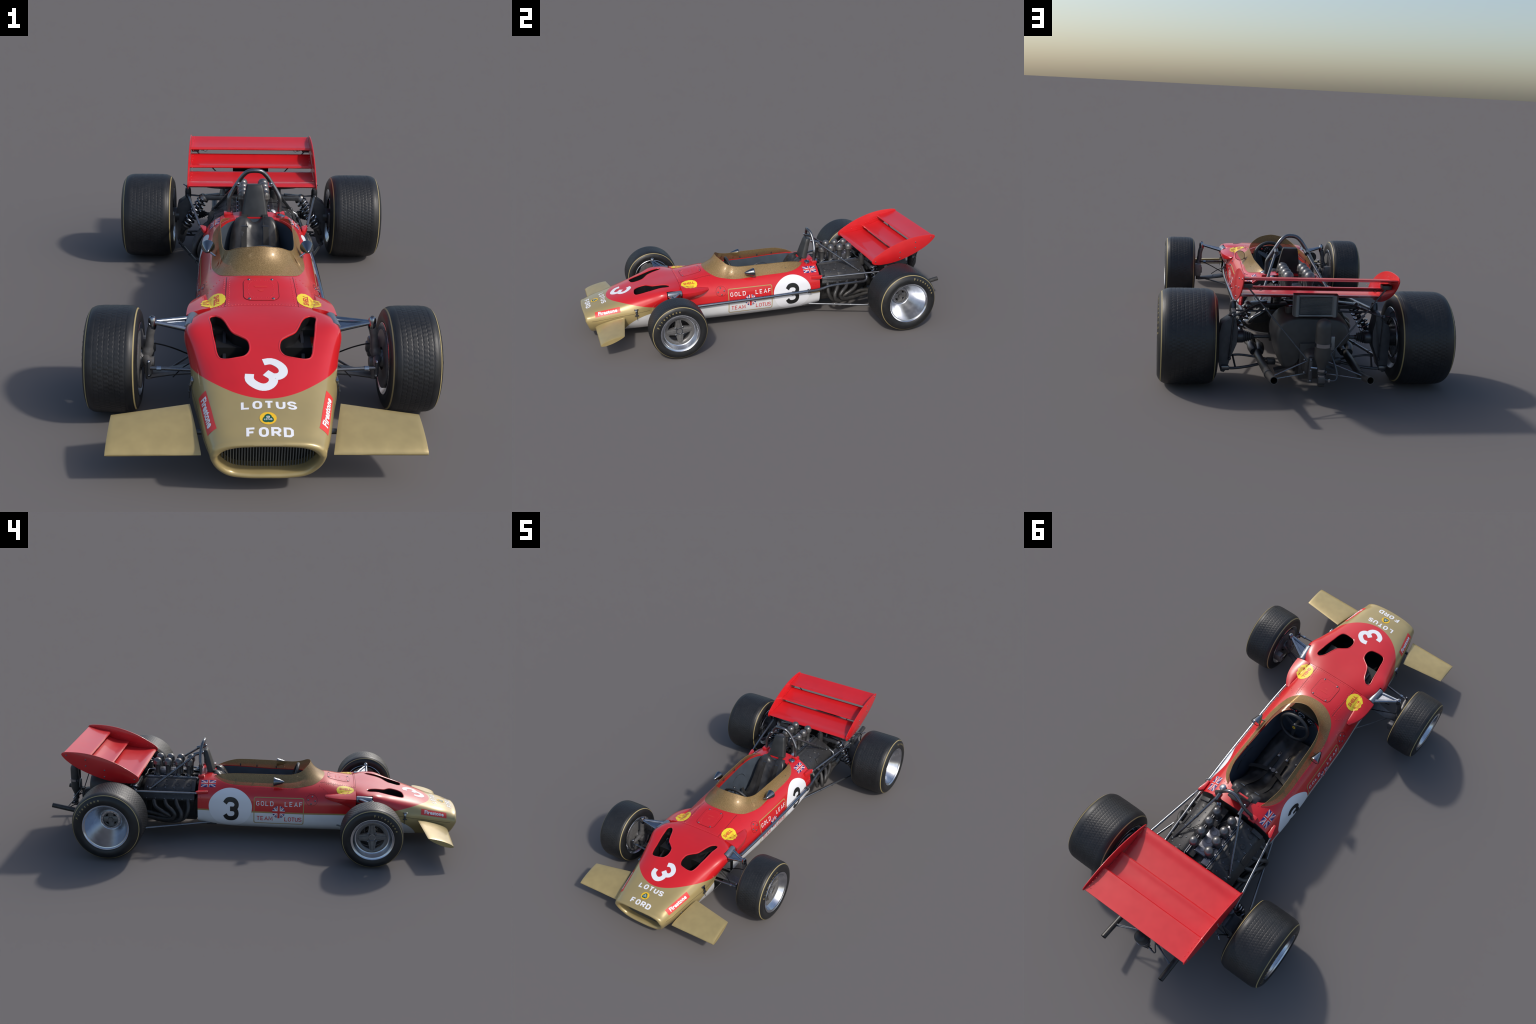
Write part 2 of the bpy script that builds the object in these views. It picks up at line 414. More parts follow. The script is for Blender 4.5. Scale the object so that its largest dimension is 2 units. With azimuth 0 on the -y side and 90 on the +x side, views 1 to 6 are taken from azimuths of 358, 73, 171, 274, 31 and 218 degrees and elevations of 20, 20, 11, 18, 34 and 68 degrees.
# nostrils
NOSTRIL = [(.119,-.557),(.126,-.552),(.141,-.556),(.138,-.600),(.133,-.640),(.127,-.675),(.121,-.712),(.113,-.729),(.098,-.735),(.070,-.733),(.050,-.727),(.039,-.711),(.037,-.690),(.043,-.667),(.060,-.651),(.080,-.635),(.091,-.612),(.101,-.584),(.111,-.565)]
nostril_curve = [(p.x, p.y) for p in catmull([(x, y, 0) for x, y in NOSTRIL], 4, True)]
for s in (1, -1):
    g = Geo(); n = len(nostril_curve)
    rows = []
    for z, k, sh in ((0.30, 1.0, 0), (0.20, 1.0, 0), (0.125, 0.96, -0.015)):
        cx = sum(p[0] for p in nostril_curve)/n; cy = sum(p[1] for p in nostril_curve)/n
        rows.append([(s*(cx+(x-cx)*k), cy+(y-cy)*k+sh, z) for x, y in nostril_curve])
    g.grid(rows, M_blackduct, closed_u=True, cap0=True, cap1=True)
    boolean(nose, g.build('cutter'))
# cut-outs behind the nose side panels for the front suspension
for s in (1, -1):
    g = Geo()
    poly = [(-0.660,.088),(-0.498,.088),(-0.498,.2125),(-0.555,.2125),(-0.580,.205),(-0.640,.168),(-0.660,.150)]
    g.prism(poly, s*0.10, s*0.30, M_black, 'yz'); boolean(nose, g.build('cutter'))
    g = Geo(); g.rev([(0, -0.034), (0.0195, -0.034), (0.0195, 0.06), (0, 0.06)], M_black, (s*0.1970, -0.545, 0.2380), (0, 1, 0), 24)
    boolean(nose, g.build('cutter'))
    g = Geo(); g.box((s*0.25, -0.4955, 0.16), (0.16, 0.016, 0.14), M_black); boolean(tub, g.build('cutter'))
# cockpit opening
COCK = [(0,-.262),(.050,-.256),(.088,-.232),(.108,-.190),(.118,-.120),(.123,-.040),(.126,.040),(.124,.100),(.114,.140),(.096,.168),(.070,.186),(.035,.194),(0,.196)]
cock_half = [(p.x, p.y) for p in catmull([(x, y, 0) for x, y in [(-COCK[1][0], COCK[1][1])]+COCK+[(-COCK[-2][0], COCK[-2][1])]], 5)[5:-5]]
cock = cock_half+[(-x, y) for x, y in cock_half[-2:0:-1]]
g = Geo(); g.grid([[(x*k, y*k, z) for x, y in cock] for z, k in ((0.40, 1.0), (0.20, 1.0), (0.10, 1.04), (0.06, 1.0))], M_red, closed_u=True, cap0=True, cap1=True)
boolean(tub, g.build('cutter'))
# dark bulkhead on the back of the tub
g = Geo(); rr = ring(0.266); cz = 0.17
g.prism([(x*0.97, cz+(z-cz)*0.965) for x, z in rr], 0.262, 0.2675, M_cast, 'xz'); g.build('engine_bulkhead', tub)

# red rolled lips round the nostrils
for s in (1, -1):
    pts = []
    for x, y in nostril_curve:
        p, nn = on_skin(s*x, y); pts.append(p-nn*0.0018)
    g = Geo(); g.tube(pts, 0.0028, M_red, 8, closed=True); g.build('nostril_lip', nose)
    # duct fin seen inside
    g = Geo(); g.prism([(-.735, .13), (-.56, .20), (-.555, .236), (-.62, .225), (-.70, .175)], s*0.098, s*0.106, M_blackduct, 'yz'); g.build('duct_fin', nose)

# grille bars in the mouth
g = Geo()
for i in range(33):
    x = (i-16)*0.0066
    hw = [(z, xx) for xx, z in mouth_ring()]
    zs = sorted(z for xx, z in mouth_ring() if abs(xx-x) < 0.006)
    if len(zs) < 2: continue
    z0, z1 = zs[0]-0.002, zs[-1]+0.002
    def yy(z): return rake(x, -0.985+0.026, z)[1]
    g.tube([(x, yy(z0), z0), (x, yy(z1), z1)], 0.0016, M_fin, 6)
g.build('radiator_grille', nose)

# seam lines and fasteners on the skin
def seam(name, plan, mat, parent, r=0.0011, s=1, smooth_n=6):
    pts = catmull([(x, y, 0) for x, y in plan], smooth_n)
    P = []
    for p in pts:
        q, nn = on_skin(s*p.x, p.y); P.append(q-nn*0.0004)
    g = Geo(); g.tube(P, r, mat, 6); return g.build(name, parent)
for s in (1, -1):
    seam('panel_seam', [(.101, -.498), (.099, -.41), (.096, -.325)], M_dark, tub, s=s)
    # joint between the upper nose moulding and the pan
    P = []
    for k in range(24):
        y = lerp(-0.962, -0.668, k/23); z = lerp(0.1162, 0.1642, k/23)
        q, nn = on_side(y, z, s); yy = rake(q.x, y, z)[1]
        P.append(q-nn*0.0003)
    g = Geo(); g.tube(P, 0.0010, M_darkgold, 6); g.build('panel_seam', nose)

rivets = Geo(); rv, rf = rev_geo([(0, 0.0014), (0.0014, 0.0010), (0.0021, -0.0001)], 8)
def rivet(p, n, mat=None, k=1.0):
    q = Vector((0, 0, 1)).rotation_difference(n)
    rivets.add(rv, rf, mat or M_red, Matrix.Translation(p) @ q.to_matrix().to_4x4() @ Matrix.Scale(k, 4))
for s in (1, -1):
    for k in range(15):
        y = lerp(-.49, -.335, k/14)
        for x in (.092, .108):
            if x < .1 or y > -.40: rivet(*on_skin(s*(x-.004*k/14), y))
    for k in range(16):
        x = lerp(0.004, .135, k/15); rivet(*on_skin(s*x, -.4925))
    for k in range(30):      # row under the screen edge
        y = lerp(-.20, .14, k/29); rivet(*on_side(y, .2600, s))
    for k in range(9): rivet(*on_skin(s*lerp(.135, .02, k/8), lerp(.185, .214, k/8)))
    for k in range(6): rivet(*on_side(.252, lerp(.165, .225, k/5), s))
    for k in range(5):
        rivet(*on_side(lerp(.222, .258, k/4), .196, s)); rivet(*on_side(lerp(.222, .258, k/4), .187, s)); rivet(*on_side(lerp(.20, .258, k/4), .249, s))
    for k in range(6): rivet(*on_skin(s*lerp(.118, .158, k/5), lerp(-.325, -.375, k/5)))
    for k in range(10):
        a = 2*pi*k/10; rivet(*on_side(-.2875+.037*math.cos(a), .2165+.033*math.sin(a), s))
HX, HY = 0.0, -0.4155
for k in range(36):
    a = 2*pi*k/36; e = 0.6
    x = .036*math.copysign(abs(math.cos(a))**e, math.cos(a)); y = .043*math.copysign(abs(math.sin(a))**e, math.sin(a))
    rivet(*on_skin(HX+x, HY+y, .0012), k=0.8)
ro = rivets.build('rivets', tub); ro['kind'] = 'stuff'

def patch(name, outline, frame, mat, lift, parent, cell=0.007, thick=0.0, holes=None):
    """a flat outline laid on the skin: cut to a fine grid and dropped along the frame's normal"""
    O, U, V = frame; N = U.cross(V).normalized()
    bm = bmesh.new()
    polys = outline if isinstance(outline[0][0], (tuple, list)) else [outline]
    for poly in polys:
        vs = [bm.verts.new((u, v, 0)) for u, v in poly]
        try: bm.faces.new(vs)
        except ValueError: pass
    return drop(name, bm, frame, mat, lift, parent, cell, thick)
def drop(name, bm, frame, mat, lift, parent, cell=0.007, thick=0.0, xyz=None):
    O, U, V = frame; N = U.cross(V).normalized()
    bmesh.ops.triangulate(bm, faces=[f for f in bm.faces if len(f.verts) > 4])
    us = [v.co.x for v in bm.verts]; vs = [v.co.y for v in bm.verts]
    for ax, lo, hi in ((0, min(us), max(us)), (1, min(vs), max(vs))):
        n = int((hi-lo)/cell)
        for k in range(1, n+1):
            co = [0, 0, 0]; co[ax] = lo+(hi-lo)*k/(n+1); no = [0, 0, 0]; no[ax] = 1
            bmesh.ops.bisect_plane(bm, geom=bm.verts[:]+bm.edges[:]+bm.faces[:], plane_co=co, plane_no=no, dist=1e-6)
    bm.verts.ensure_lookup_table(); bad = []
    pos = []
    for v in bm.verts:
        w = O+U*v.co.x+V*v.co.y
        p, n = cast(w+N*0.25, -N)
        if p is None or (p-w).length > 0.12: bad.append(v); pos.append(w); continue
        if n.dot(N) < 0: n = -n
        pos.append(p+n*lift)
    for v, p in zip(bm.verts, pos): v.co = p
    if bad: bmesh.ops.delete(bm, geom=bad, context='VERTS')
    bmesh.ops.recalc_face_normals(bm, faces=bm.faces)
    if bm.faces and sum(f.normal.dot(N)*f.calc_area() for f in bm.faces) < 0: bmesh.ops.reverse_faces(bm, faces=bm.faces)
    if thick: 
        r = bmesh.ops.extrude_face_region(bm, geom=bm.faces[:])
        for e in r['geom']:
            if isinstance(e, bmesh.types.BMVert): e.co += N*thick
    me = bpy.data.meshes.new(name); bm.to_mesh(me); bm.free(); me.materials.append(mat)
    ob = bpy.data.objects.new(name, me); scene.collection.objects.link(ob); ob.parent = parent
    smooth(me, 45); return ob

def rounded(w, h, r, n=6):
    out = []
    for cx, cy, a0 in ((w/2-r, h/2-r, 0), (-w/2+r, h/2-r, pi/2), (-w/2+r, -h/2+r, pi), (w/2-r, -h/2+r, 1.5*pi)):
        out += [(cx+r*math.cos(a0+pi/2*k/n), cy+r*math.sin(a0+pi/2*k/n)) for k in range(n+1)]
    return out
def annulus(outer, inner):
    n = len(outer); return [[outer[i], outer[(i+1) % n], inner[(i+1) % n], inner[i]] for i in range(n)]
def disc(r, n=40, cx=0, cy=0, sy=1.0): return [(cx+r*math.cos(2*pi*k/n), cy+r*sy*math.sin(2*pi*k/n)) for k in range(n)]

top_frame = lambda x, y: (Vector((x, y, 0.25)), Vector((1, 0, 0)), Vector((0, 1, 0)))
# inspection hatch on the scuttle
hatch = patch('inspection_hatch', rounded(.098, .108, .022), top_frame(HX, HY), M_body, 0.0002, tub, thick=0.0011)
patch('hatch_gap', annulus(rounded(.1012, .1112, .0235), rounded(.098, .108, .022)), top_frame(HX, HY), M_dark, 0.0003, tub)
patch('hatch_duct', [(-.0195, .0155), (.0195, .0155), (.0165, .0105), (-.0165, .0105)], top_frame(HX, HY), M_decal_red, 0.0018, hatch)
patch('hatch_duct', [(-.0085, -.0030), (.0085, -.0030), (.0070, -.0070), (.0025, -.0105), (-.0025, -.0105), (-.0070, -.0070)], top_frame(HX, HY), M_decal_red, 0.0018, hatch)
bolts = Geo(); bv, bf = rev_geo([(0, .0028), (.0028, .0024), (.0042, .0012), (.0044, 0)], 12)
def bolt(p, n, g=None, k=1.0):
    q = Vector((0, 0, 1)).rotation_difference(Vector(n))
    (g or bolts).add(bv, bf, M_bolt, Matrix.Translation(p) @ q.to_matrix().to_4x4() @ Matrix.Scale(k, 4))
for x in (-.033, .033):
    for y in (-.047, .047): bolt(*on_skin(HX+x, HY+y+.012*0, .001))
for s in (1, -1):
    fr = (Vector((s*.176, -.2875, .2165)), Vector((0, s, 0)), Vector((0, 0, 1)))
    patch('round_hatch', disc(.0205, 32), fr, M_red, 0.0002, tub, thick=0.0*1, cell=.006) if 0 else None
    patch('round_hatch_gap', annulus(disc(.0282, 36, sy=.92), disc(.0270, 36, sy=.92)), fr, M_dark, 0.0005, tub)
    for a in range(4):
        bolt(*on_side(-.2875+.017*math.cos(a*pi/2+.15), .2165+.0165*math.sin(a*pi/2+.15), s, .0003))
bolts.build('fasteners', tub)

# ---- lettering: strokes drawn with a broad pen
def stroke_polys(paths, w):
    out = []
    for path in paths:
        P = [Vector((x, y)) for x, y in path]; closed = (P[0]-P[-1]).length < 1e-6
        if closed: P = P[:-1]
        n = len(P); L = []; R = []
        for i in range(n):
            a = P[i-1] if (i > 0 or closed) else None; b = P[(i+1) % n] if (i < n-1 or closed) else None
            d0 = (P[i]-a).normalized() if a is not None else (b-P[i]).normalized()
            d1 = (b-P[i]).normalized() if b is not None else d0
            n0 = Vector((-d0.y, d0.x)); n1 = Vector((-d1.y, d1.x)); m = n0+n1
            m = m/max(0.35, m.dot(n0)) if m.length > 1e-6 else n0
            L.append(P[i]+m*w/2); R.append(P[i]-m*w/2)
        for i in range(n if closed else n-1):
            j = (i+1) % n; out.append([tuple(L[i]), tuple(L[j]), tuple(R[j]), tuple(R[i])])
    return out
c = 0.19
GL = {  # block capitals in a 0.66 x 1 box, chamfered corners
 'L': [[(0,1),(0,0),(.62,0)]], 'O': [[(c,0),(.66-c,0),(.66,c),(.66,1-c),(.66-c,1),(c,1),(0,1-c),(0,c),(c,0)]],
 'T': [[(0,1),(.7,1)],[(.35,1),(.35,0)]], 'U': [[(0,1),(0,c),(c,0),(.66-c,0),(.66,c),(.66,1)]],
 'S': [[(.66,.80),(.5,1),(.16,1),(0,.84),(0,.68),(.16,.53),(.5,.47),(.66,.32),(.66,.16),(.5,0),(.16,0),(0,.2)]],
 'F': [[(0,0),(0,1),(.62,1)],[(0,.5),(.52,.5)]], 'R': [[(0,0),(0,1),(.5,1),(.66,.84),(.66,.62),(.5,.46),(0,.46)],[(.34,.46),(.68,0)]],
 'D': [[(0,0),(0,1),(.46,1),(.66,.8),(.66,.2),(.46,0),(0,0)]], 'G': [[(.66,.8),(.48,1),(.18,1),(0,.8),(0,.2),(.18,0),(.48,0),(.66,.2),(.66,.46),(.4,.46)]],
 'E': [[(.6,1),(0,1),(0,0),(.6,0)],[(0,.5),(.5,.5)]], 'A': [[(0,0),(.35,1),(.70,0)],[(.13,.33),(.57,.33)]],
 'M': [[(0,0),(.05,1),(.42,.2),(.79,1),(.84,0)]], 'H': [[(0,0),(0,1)],[(.6,0),(.6,1)],[(0,.5),(.6,.5)]],
 '3': [[(0,.80),(.14,1),(.50,1),(.68,.84),(.68,.64),(.54,.52),(.68,.40),(.68,.16),(.50,0),(.14,0),(0,.20)],[(.30,.52),(.56,.52)]],
}
SERIF = {'L': [(0,1),(0,0)], 'T': [(.35,0)], 'F': [(0,0)], 'D': [(0,0),(0,1)], 'E': [(0,0),(0,1)], 'A': [(0,0),(.7,0)], 'M': [(0,0),(.84,0),(0.05,1),(.79,1)], 'U': [(0,1),(.66,1)]}
ADV = {'M': .84, 'A': .70, 'T': .70}
def rounded_path(path):
    """cut each bend twice so that the pen stroke turns smoothly"""
    closed = path[0] == path[-1]
    for _ in range(2):
        n = len(path); out = [] if closed else [path[0]]
        for i in range(n-1):
            a, b = path[i], path[i+1]
            first = i == 0 and not closed; last = i == n-2 and not closed
            if not first: out.append((lerp(a[0], b[0], .25), lerp(a[1], b[1], .25)))
            if not last: out.append((lerp(a[0], b[0], .75), lerp(a[1], b[1], .75)))
        out.append(out[0] if closed else path[-1]); path = out
    return path
def text_polys(txt, h, w=0.17, gap=0.36, serif=False, slant=0.0, width=1.0):
    out = []; x = 0
    for ch in txt:
        if ch == ' ': x += .5; continue
        ps = stroke_polys([rounded_path(q_) if ch in '3OSUG' else q_ for q_ in GL[ch]], w)
        if serif: ps += stroke_polys([[(a-.15, b+(w*.32 if b < .5 else -w*.32)), (a+.15, b+(w*.32 if b < .5 else -w*.32))] for a, b in SERIF.get(ch, [])], w*.65)
        out += [[(x+a*width, b) for a, b in p] for p in ps]; x += ADV.get(ch, .66)*width+gap
    tot = x-gap
    return [[((a-tot/2+slant*(b-.5))*h, (b-.5)*h) for a, b in p] for p in out]
def font_bm(txt, size, bold=0.0, space=1.0, shear=0.0):
    cu = bpy.data.curves.new('lettering', 'FONT'); cu.body = txt; cu.size = size; cu.offset = bold
    cu.align_x = 'CENTER'; cu.align_y = 'CENTER'; cu.space_character = space; cu.shear = shear; cu.resolution_u = 4
    ob = bpy.data.objects.new('lettering', cu); scene.collection.objects.link(ob)
    bpy.context.view_layer.update()
    me = bpy.data.meshes.new_from_object(ob.evaluated_get(bpy.context.evaluated_depsgraph_get()))
    bm = bmesh.new(); bm.from_mesh(me); bpy.data.meshes.remove(me)
    bpy.data.objects.remove(ob); bpy.data.curves.remove(cu)
    return bm

def clip(poly, region):
    """cut a convex polygon to a convex counter-clockwise region"""
    out = poly
    for i in range(len(region)):
        a = region[i]; b = region[(i+1) % len(region)]; res = []
        side = lambda p: (b[0]-a[0])*(p[1]-a[1])-(b[1]-a[1])*(p[0]-a[0])
        for j in range(len(out)):
            p, q = out[j], out[(j+1) % len(out)]; sp_, sq = side(p), side(q)
            if sp_ >= 0: res.append(p)
            if sp_*sq < 0:
                t = sp_/(sp_-sq); res.append((lerp(p[0], q[0], t), lerp(p[1], q[1], t)))
        out = res
        if len(out) < 3: return []
    return out
def union_flag(w, h, region, frame, lift, parent):
    """cross and saltire flag cut to the region"""
    def line(x0, y0, x1, y1, t, off=0):
        d = Vector((x1-x0, y1-y0)).normalized(); n = Vector((-d.y, d.x))
        return [tuple(Vector((x0, y0))+n*(off+t/2)), tuple(Vector((x0, y0))+n*(off-t/2)), tuple(Vector((x1, y1))+n*(off-t/2)), tuple(Vector((x1, y1))+n*(off+t/2))][::1]
    W, H = w/2, h/2; k = h
    layers = [(M_decal_blue, [[(-W, -H), (W, -H), (W, H), (-W, H)]]),
              (M_decal_white, [line(-W*1.2, -H*1.2, W*1.2, H*1.2, .15*k), line(-W*1.2, H*1.2, W*1.2, -H*1.2, .15*k)]),
              (M_decal_red, [line(0, 0, W*1.2, H*1.2, .055*k, .025*k), line(0, 0, -W*1.2, -H*1.2, .055*k, .025*k), line(0, 0, W*1.2, -H*1.2, .055*k, -.025*k), line(0, 0, -W*1.2, H*1.2, .055*k, -.025*k)]),
              (M_decal_white, [line(-W, 0, W, 0, .28*k), line(0, -H, 0, H, .28*k)]),
              (M_decal_red, [line(-W, 0, W, 0, .17*k), line(0, -H, 0, H, .17*k)])]
    for i, (m, ps) in enumerate(layers):
        q = [clip(p, region) for p in ps]; q = [p for p in q if len(p) > 2]
        patch('flag_decal', q, frame, m, lift+0.00028*i, parent, cell=.008)

nose_dir = lambda x, y: (Vector((x, y, 0.2)), Vector((1, 0, 0)), Vector((0, 1, 0)))
patch('marking', text_polys('FORD', .0198, .265, .60, width=1.25), nose_dir(.003, -.9675), M_decal_white, .0005, nose, cell=.01)
patch('marking', text_polys('LOTUS', .0198, .265, .53, width=1.25), nose_dir(.0035, -.8885), M_decal_white, .0005, nose, cell=.01)
# round badge
bf_ = nose_dir(0, -.9295)
patch('badge', disc(.0207, 40, sy=.93), bf_, M_goldline, .0004, nose); patch('badge', disc(.0195, 40, sy=.93), bf_, M_decal_amber, .0007, nose)
tri = [(.0135*math.cos(pi/2+2*pi*k/3+t)*(1-.30*(abs(t)/(pi/3))**1.2+.05), -.0015+.0135*math.sin(pi/2+2*pi*k/3+t)*(1-.30*(abs(t)/(pi/3))**1.2+.05)) for k in range(3) for t in [j*pi/18 for j in range(-6, 6)]]
patch('badge', tri, bf_, M_decal_green, .0010, nose, cell=.005)
patch('badge', [[(a*.95, b-.004) for a, b in p] for p in text_polys('LOTUS', .0042, .2, .3)], bf_, M_decal_white, .0013, nose)
patch('badge', stroke_polys([[(-.003, .001), (-.003, .005), (.003, .005), (.003, .001), (-.003, .001)], [(0, .001), (0, .005)]], .0012), bf_, M_decal_white, .0013, nose)
# slanted race number on the nose
rot = math.radians(-40)
num = [[(a*math.cos(rot)-b*math.sin(rot), a*math.sin(rot)+b*math.cos(rot)) for a, b in p] for p in text_polys('3', .0900, .245, 0, width=1.0)]
patch('race_number', num, nose_dir(0, -.7905), M_decal_white, .0005, nose, cell=.01)
# side decals: u runs toward the viewer's right on either flank
for s in (1, -1):
    side = lambda y, z: (Vector((s*.19, y, z)), Vector((0, s, 0)), Vector((0, 0, 1)))
    fy = lambda y: y
    # white roundel and number
    patch('number_disc', [(a, b*(.80 if b > 0 else 1)) for a, b in disc(.1057, 64)], side(.1055, .174), M_decal_white, .0005, tub, cell=.012)
    patch('race_number', text_polys('3', .0955, .25, 0, width=.88), side(.104, .1605), M_decal_black, .0009, tub, cell=.012)
    # sponsor panel
    pf = side(-.130, .159)
    patch('sponsor_panel', annulus(rounded(.243, .134, .010), rounded(.235, .126, .007)), pf, M_goldline, .0005, tub, cell=.012)
    for t, y, z, m in (('GOLD', -.068, .0365, M_decal_white), ('LEAF', .0715, .0365, M_decal_white), ('TEAM', -.068, -.0385, M_decal_red), ('LOTUS', .0705, -.0395, M_decal_red)):
        f = (pf[0]+pf[1]*y+pf[2]*z, pf[1], pf[2])
        patch('marking', text_polys(t, .0195, .165, {'GOLD': .50, 'LEAF': .52, 'TEAM': .32, 'LOTUS': .19}[t], serif=True), f, m, .0006, tub, cell=.012)
    union_flag(.064, .064, disc(.031, 36), (pf[0]-pf[2]*.004, pf[1], pf[2]), .0007, tub)
    # flag on the shoulder
    n = Vector((s*.62, 0, .78)); V = Vector((-s*.78, 0, .62)); U = Vector((0, s, 0))
    fl = (Vector((s*.138, .218, .268)), U, V)
    union_flag(.0715, .042, [(-.0357, -.021), (.0357, -.021), (.0357, .021), (-.0357, .021)], fl, .0005, tub)
    # tyre maker's strip on the nose
    a = Vector((s*.150, -.8785, .1605)); U = Vector((s*.0255*0+s*.026*s*0, 0, 0))
    u = Vector((s*.026, .1285, .025)).normalized()*s      # along the strip, reading direction
    w = Vector((-s*.020, -.0005, .021)).normalized()
    w = (w-u*w.dot(u)).normalized()
    fs = (Vector((s*.140, -.879, .160)), u, w)
    patch('sponsor_strip', [(-.0655, -.0145), (.0655, -.0145), (.0655, .0145), (-.0655, .0145)], fs, M_decal_brightred, .0005, nose, cell=.006)
    drop('marking', font_bm('Firestone', .0245, .0010, 1.06), fs, M_decal_white, .0009, nose, cell=.006)
# ---- suspension fairings beside the scuttle: a wedge that grows out of the skin toward the rocker pivot
fairings = []
for s in (1, -1):
    rows = []
    for t in [k/16 for k in range(17)]:
        y = lerp(-.4985, -.352, t)
        a, na = on_skin(s*lerp(.140, .158, t), y); c3, nc = on_side(y, lerp(.166, .228, t**.7), s)
        k = (1-t**3.2)
        ridge = Vector((s*lerp(.168, .207, k), y, lerp(.236, .2405, k)))
        under = Vector((s*lerp(.170, .203, k), y, lerp(.233, .215, k)))
        lip = a+na*.0035*k
        row = [a-na*.004, lip]+[lip.lerp(ridge, w)+Vector((0, 0, .004*k*math.sin(pi*w))) for w in (.15, .35, .6, .85)]+[ridge]+[ridge.lerp(under, .5)+Vector((s*.003*k, 0, 0)), under]+[under.lerp(c3, w)+Vector((s*.001*k*math.sin(pi*w), 0, 0)) for w in (.3, .65)]+[c3-nc*.004]
        rows.append(row)
    g = Geo(); g.grid(rows, M_red)
    g.add(rows[0], [tuple(range(len(rows[0])))], M_red)
    fairings.append(g.build('suspension_fairing', tub, angle=45))
SKIN = bvh_of(nose_skin, tub_skin, *fairings)
for s in (1, -1):
    # scallop badge
    nn = Vector((s*.45, 0, .89)).normalized(); V = Vector((-nn.z*s, 0, nn.x*s)).normalized()
    sf = (Vector((s*.136, -.4485, .258)), Vector((0, s, 0)), V)
    sh = []
    for k in range(60):
        a_ = lerp(-.22*pi, 1.22*pi, k/59); r = .0415*(1+.035*abs(math.sin(a_*7.5)))
        sh.append((r*math.cos(a_), .004+r*.80*math.sin(a_)))
    sh = sh+[(-.020, -.030), (-.010, -.028), (0, -.033), (.010, -.028), (.020, -.030)]
    patch('shell_badge', sh, sf, M_decal_yellow, .0006, tub, cell=.006)
    drop('marking', font_bm('SHELL', .0215, .0007, 1.02), (sf[0]+sf[2]*.011, sf[1], sf[2]), M_decal_red, .0010, tub, cell=.006)
    patch('marking', stroke_polys([[(.004*j, -.026), (.0075*j, -.004+.001*abs(j))] for j in range(-3, 4)], .0014), sf, M_decal_red, .0010, tub, cell=.006)


# ---- windscreen
BASE = [(0,-.347),(.040,-.343),(.078,-.328),(.112,-.297),(.131,-.250),(.142,-.198),(.1435,-.120),(.1435,-.030),(.1445,.070),(.140,.115),(.128,.150),(.108,.178),(.088,.193)]
TOP = [(0,-.276,.361),(.032,-.271,.357),(.062,-.257,.349),(.092,-.231,.331),(.106,-.188,.320),(.112,-.140,.319),(.1145,-.080,.320),(.1165,-.010,.320),(.118,.060,.320),(.116,.105,.318),(.108,.140,.312),(.098,.172,.303),(.087,.195,.2945)]
bc = catmull([(-BASE[1][0], BASE[1][1], 0)]+[(x, y, 0) for x, y in BASE], 6)[6:]
tcv = catmull([(-TOP[1][0], TOP[1][1], TOP[1][2])]+TOP, 6)[6:]
rows = []
for b_, t_ in zip(bc, tcv):
    p, n = on_skin(b_.x, b_.y); p = p+n*.0008; row = []
    for k in range(7):
        w = k/6; q = p.lerp(t_, w); bul = math.sin(pi*w)*min(.004, (t_-p).length*.08)
        d = Vector((q.x, q.y*.35+.03 if q.y < -.18 else 0, 0)); d = d.normalized() if d.length > 1e-5 else Vector((0, -1, 0))
        sgn = -1 if q.y < -.24 else 1
        row.append(q-d*bul*(1 if q.y > -.24 else .0)+Vector((0, .010*math.sin(pi*w) if q.y < -.22 else 0, -.004*math.sin(pi*w) if q.y < -.22 else 0)))
    rows.append(row)
full = [[Vector((-p.x, p.y, p.z)) for p in r] for r in rows[:0:-1]]+rows
g = Geo(); g.grid(full, M_screen)
screen = g.build('windscreen', car, angle=60)
# turned edge
g = Geo()
g.tube([r[-1] for r in full], .0010, M_screen, 6); g.build('screen_edge', screen)
studs = Geo()
for s in (1, -1):
    for y in (-.10, .0, .085):
        p, n = on_skin(s*.129, y); studs.box(p+Vector((0, 0, .006)), (.003, .006, .014), M_darksteel, bev=.001)
studs.build('screen_clips', screen)

# ---- cockpit
g = Geo()
rows = []
for z, k in ((.2635, .992), (.20, .975), (.13, .90), (.075, .80)):
    rows.append([(x*k, y*k, z if z < .26 else on_skin(x, y)[0].z-.0035) for x, y in cock])
g.grid(rows, M_liner, closed_u=True, cap1=True)
g.m[-1] = g.slot(M_black)
cockpit = g.build('cockpit_liner', car, recalc=False)
for s in (1, -1):
    arc = [(s*.121, .02+.075*math.cos(pi*k/12), .165+.072*math.sin(pi*k/12)) for k in range(13)]
    g = Geo(); g.tube(arc, .0008, M_steel, 6); g.build('liner_bead', cockpit)
# seat: two bolsters with a shallow centre, reclined
rows = []
spine = [(.215,.258),(.209,.283),(.193,.294),(.172,.291),(.149,.264),(.116,.208),(.070,.152),(.02,.129),(-.05,.129),(-.13,.134),(-.20,.136)]
sc_ = catmull([(0, y, z) for y, z in spine], 5)
for i, p in enumerate(sc_):
    row = []; t = i/(len(sc_)-1)
    hw = lerp(.078, .104, max(0, min(1, (t-.25)*2)))
    for k in range(33):
        u = -1+2*k/32
        bol = .010*math.cos(u*pi*2)*-1 if abs(u) < .5 else .010*(1-((abs(u)-.5)/.5)**2)*1.0
        edge = -.030*max(0, (abs(u)-.80)/.2)**2
        wr = .0015*math.sin(p.y*90+u*7)+.001*math.sin(p.y*47-u*19)
        row.append((u*hw, p.y, p.z+(bol+edge+wr)*(1 if t < .6 else .6)))
    rows.append(row)
g = Geo(); g.grid(rows, M_leather); seat = g.build('seat', car, angle=80)
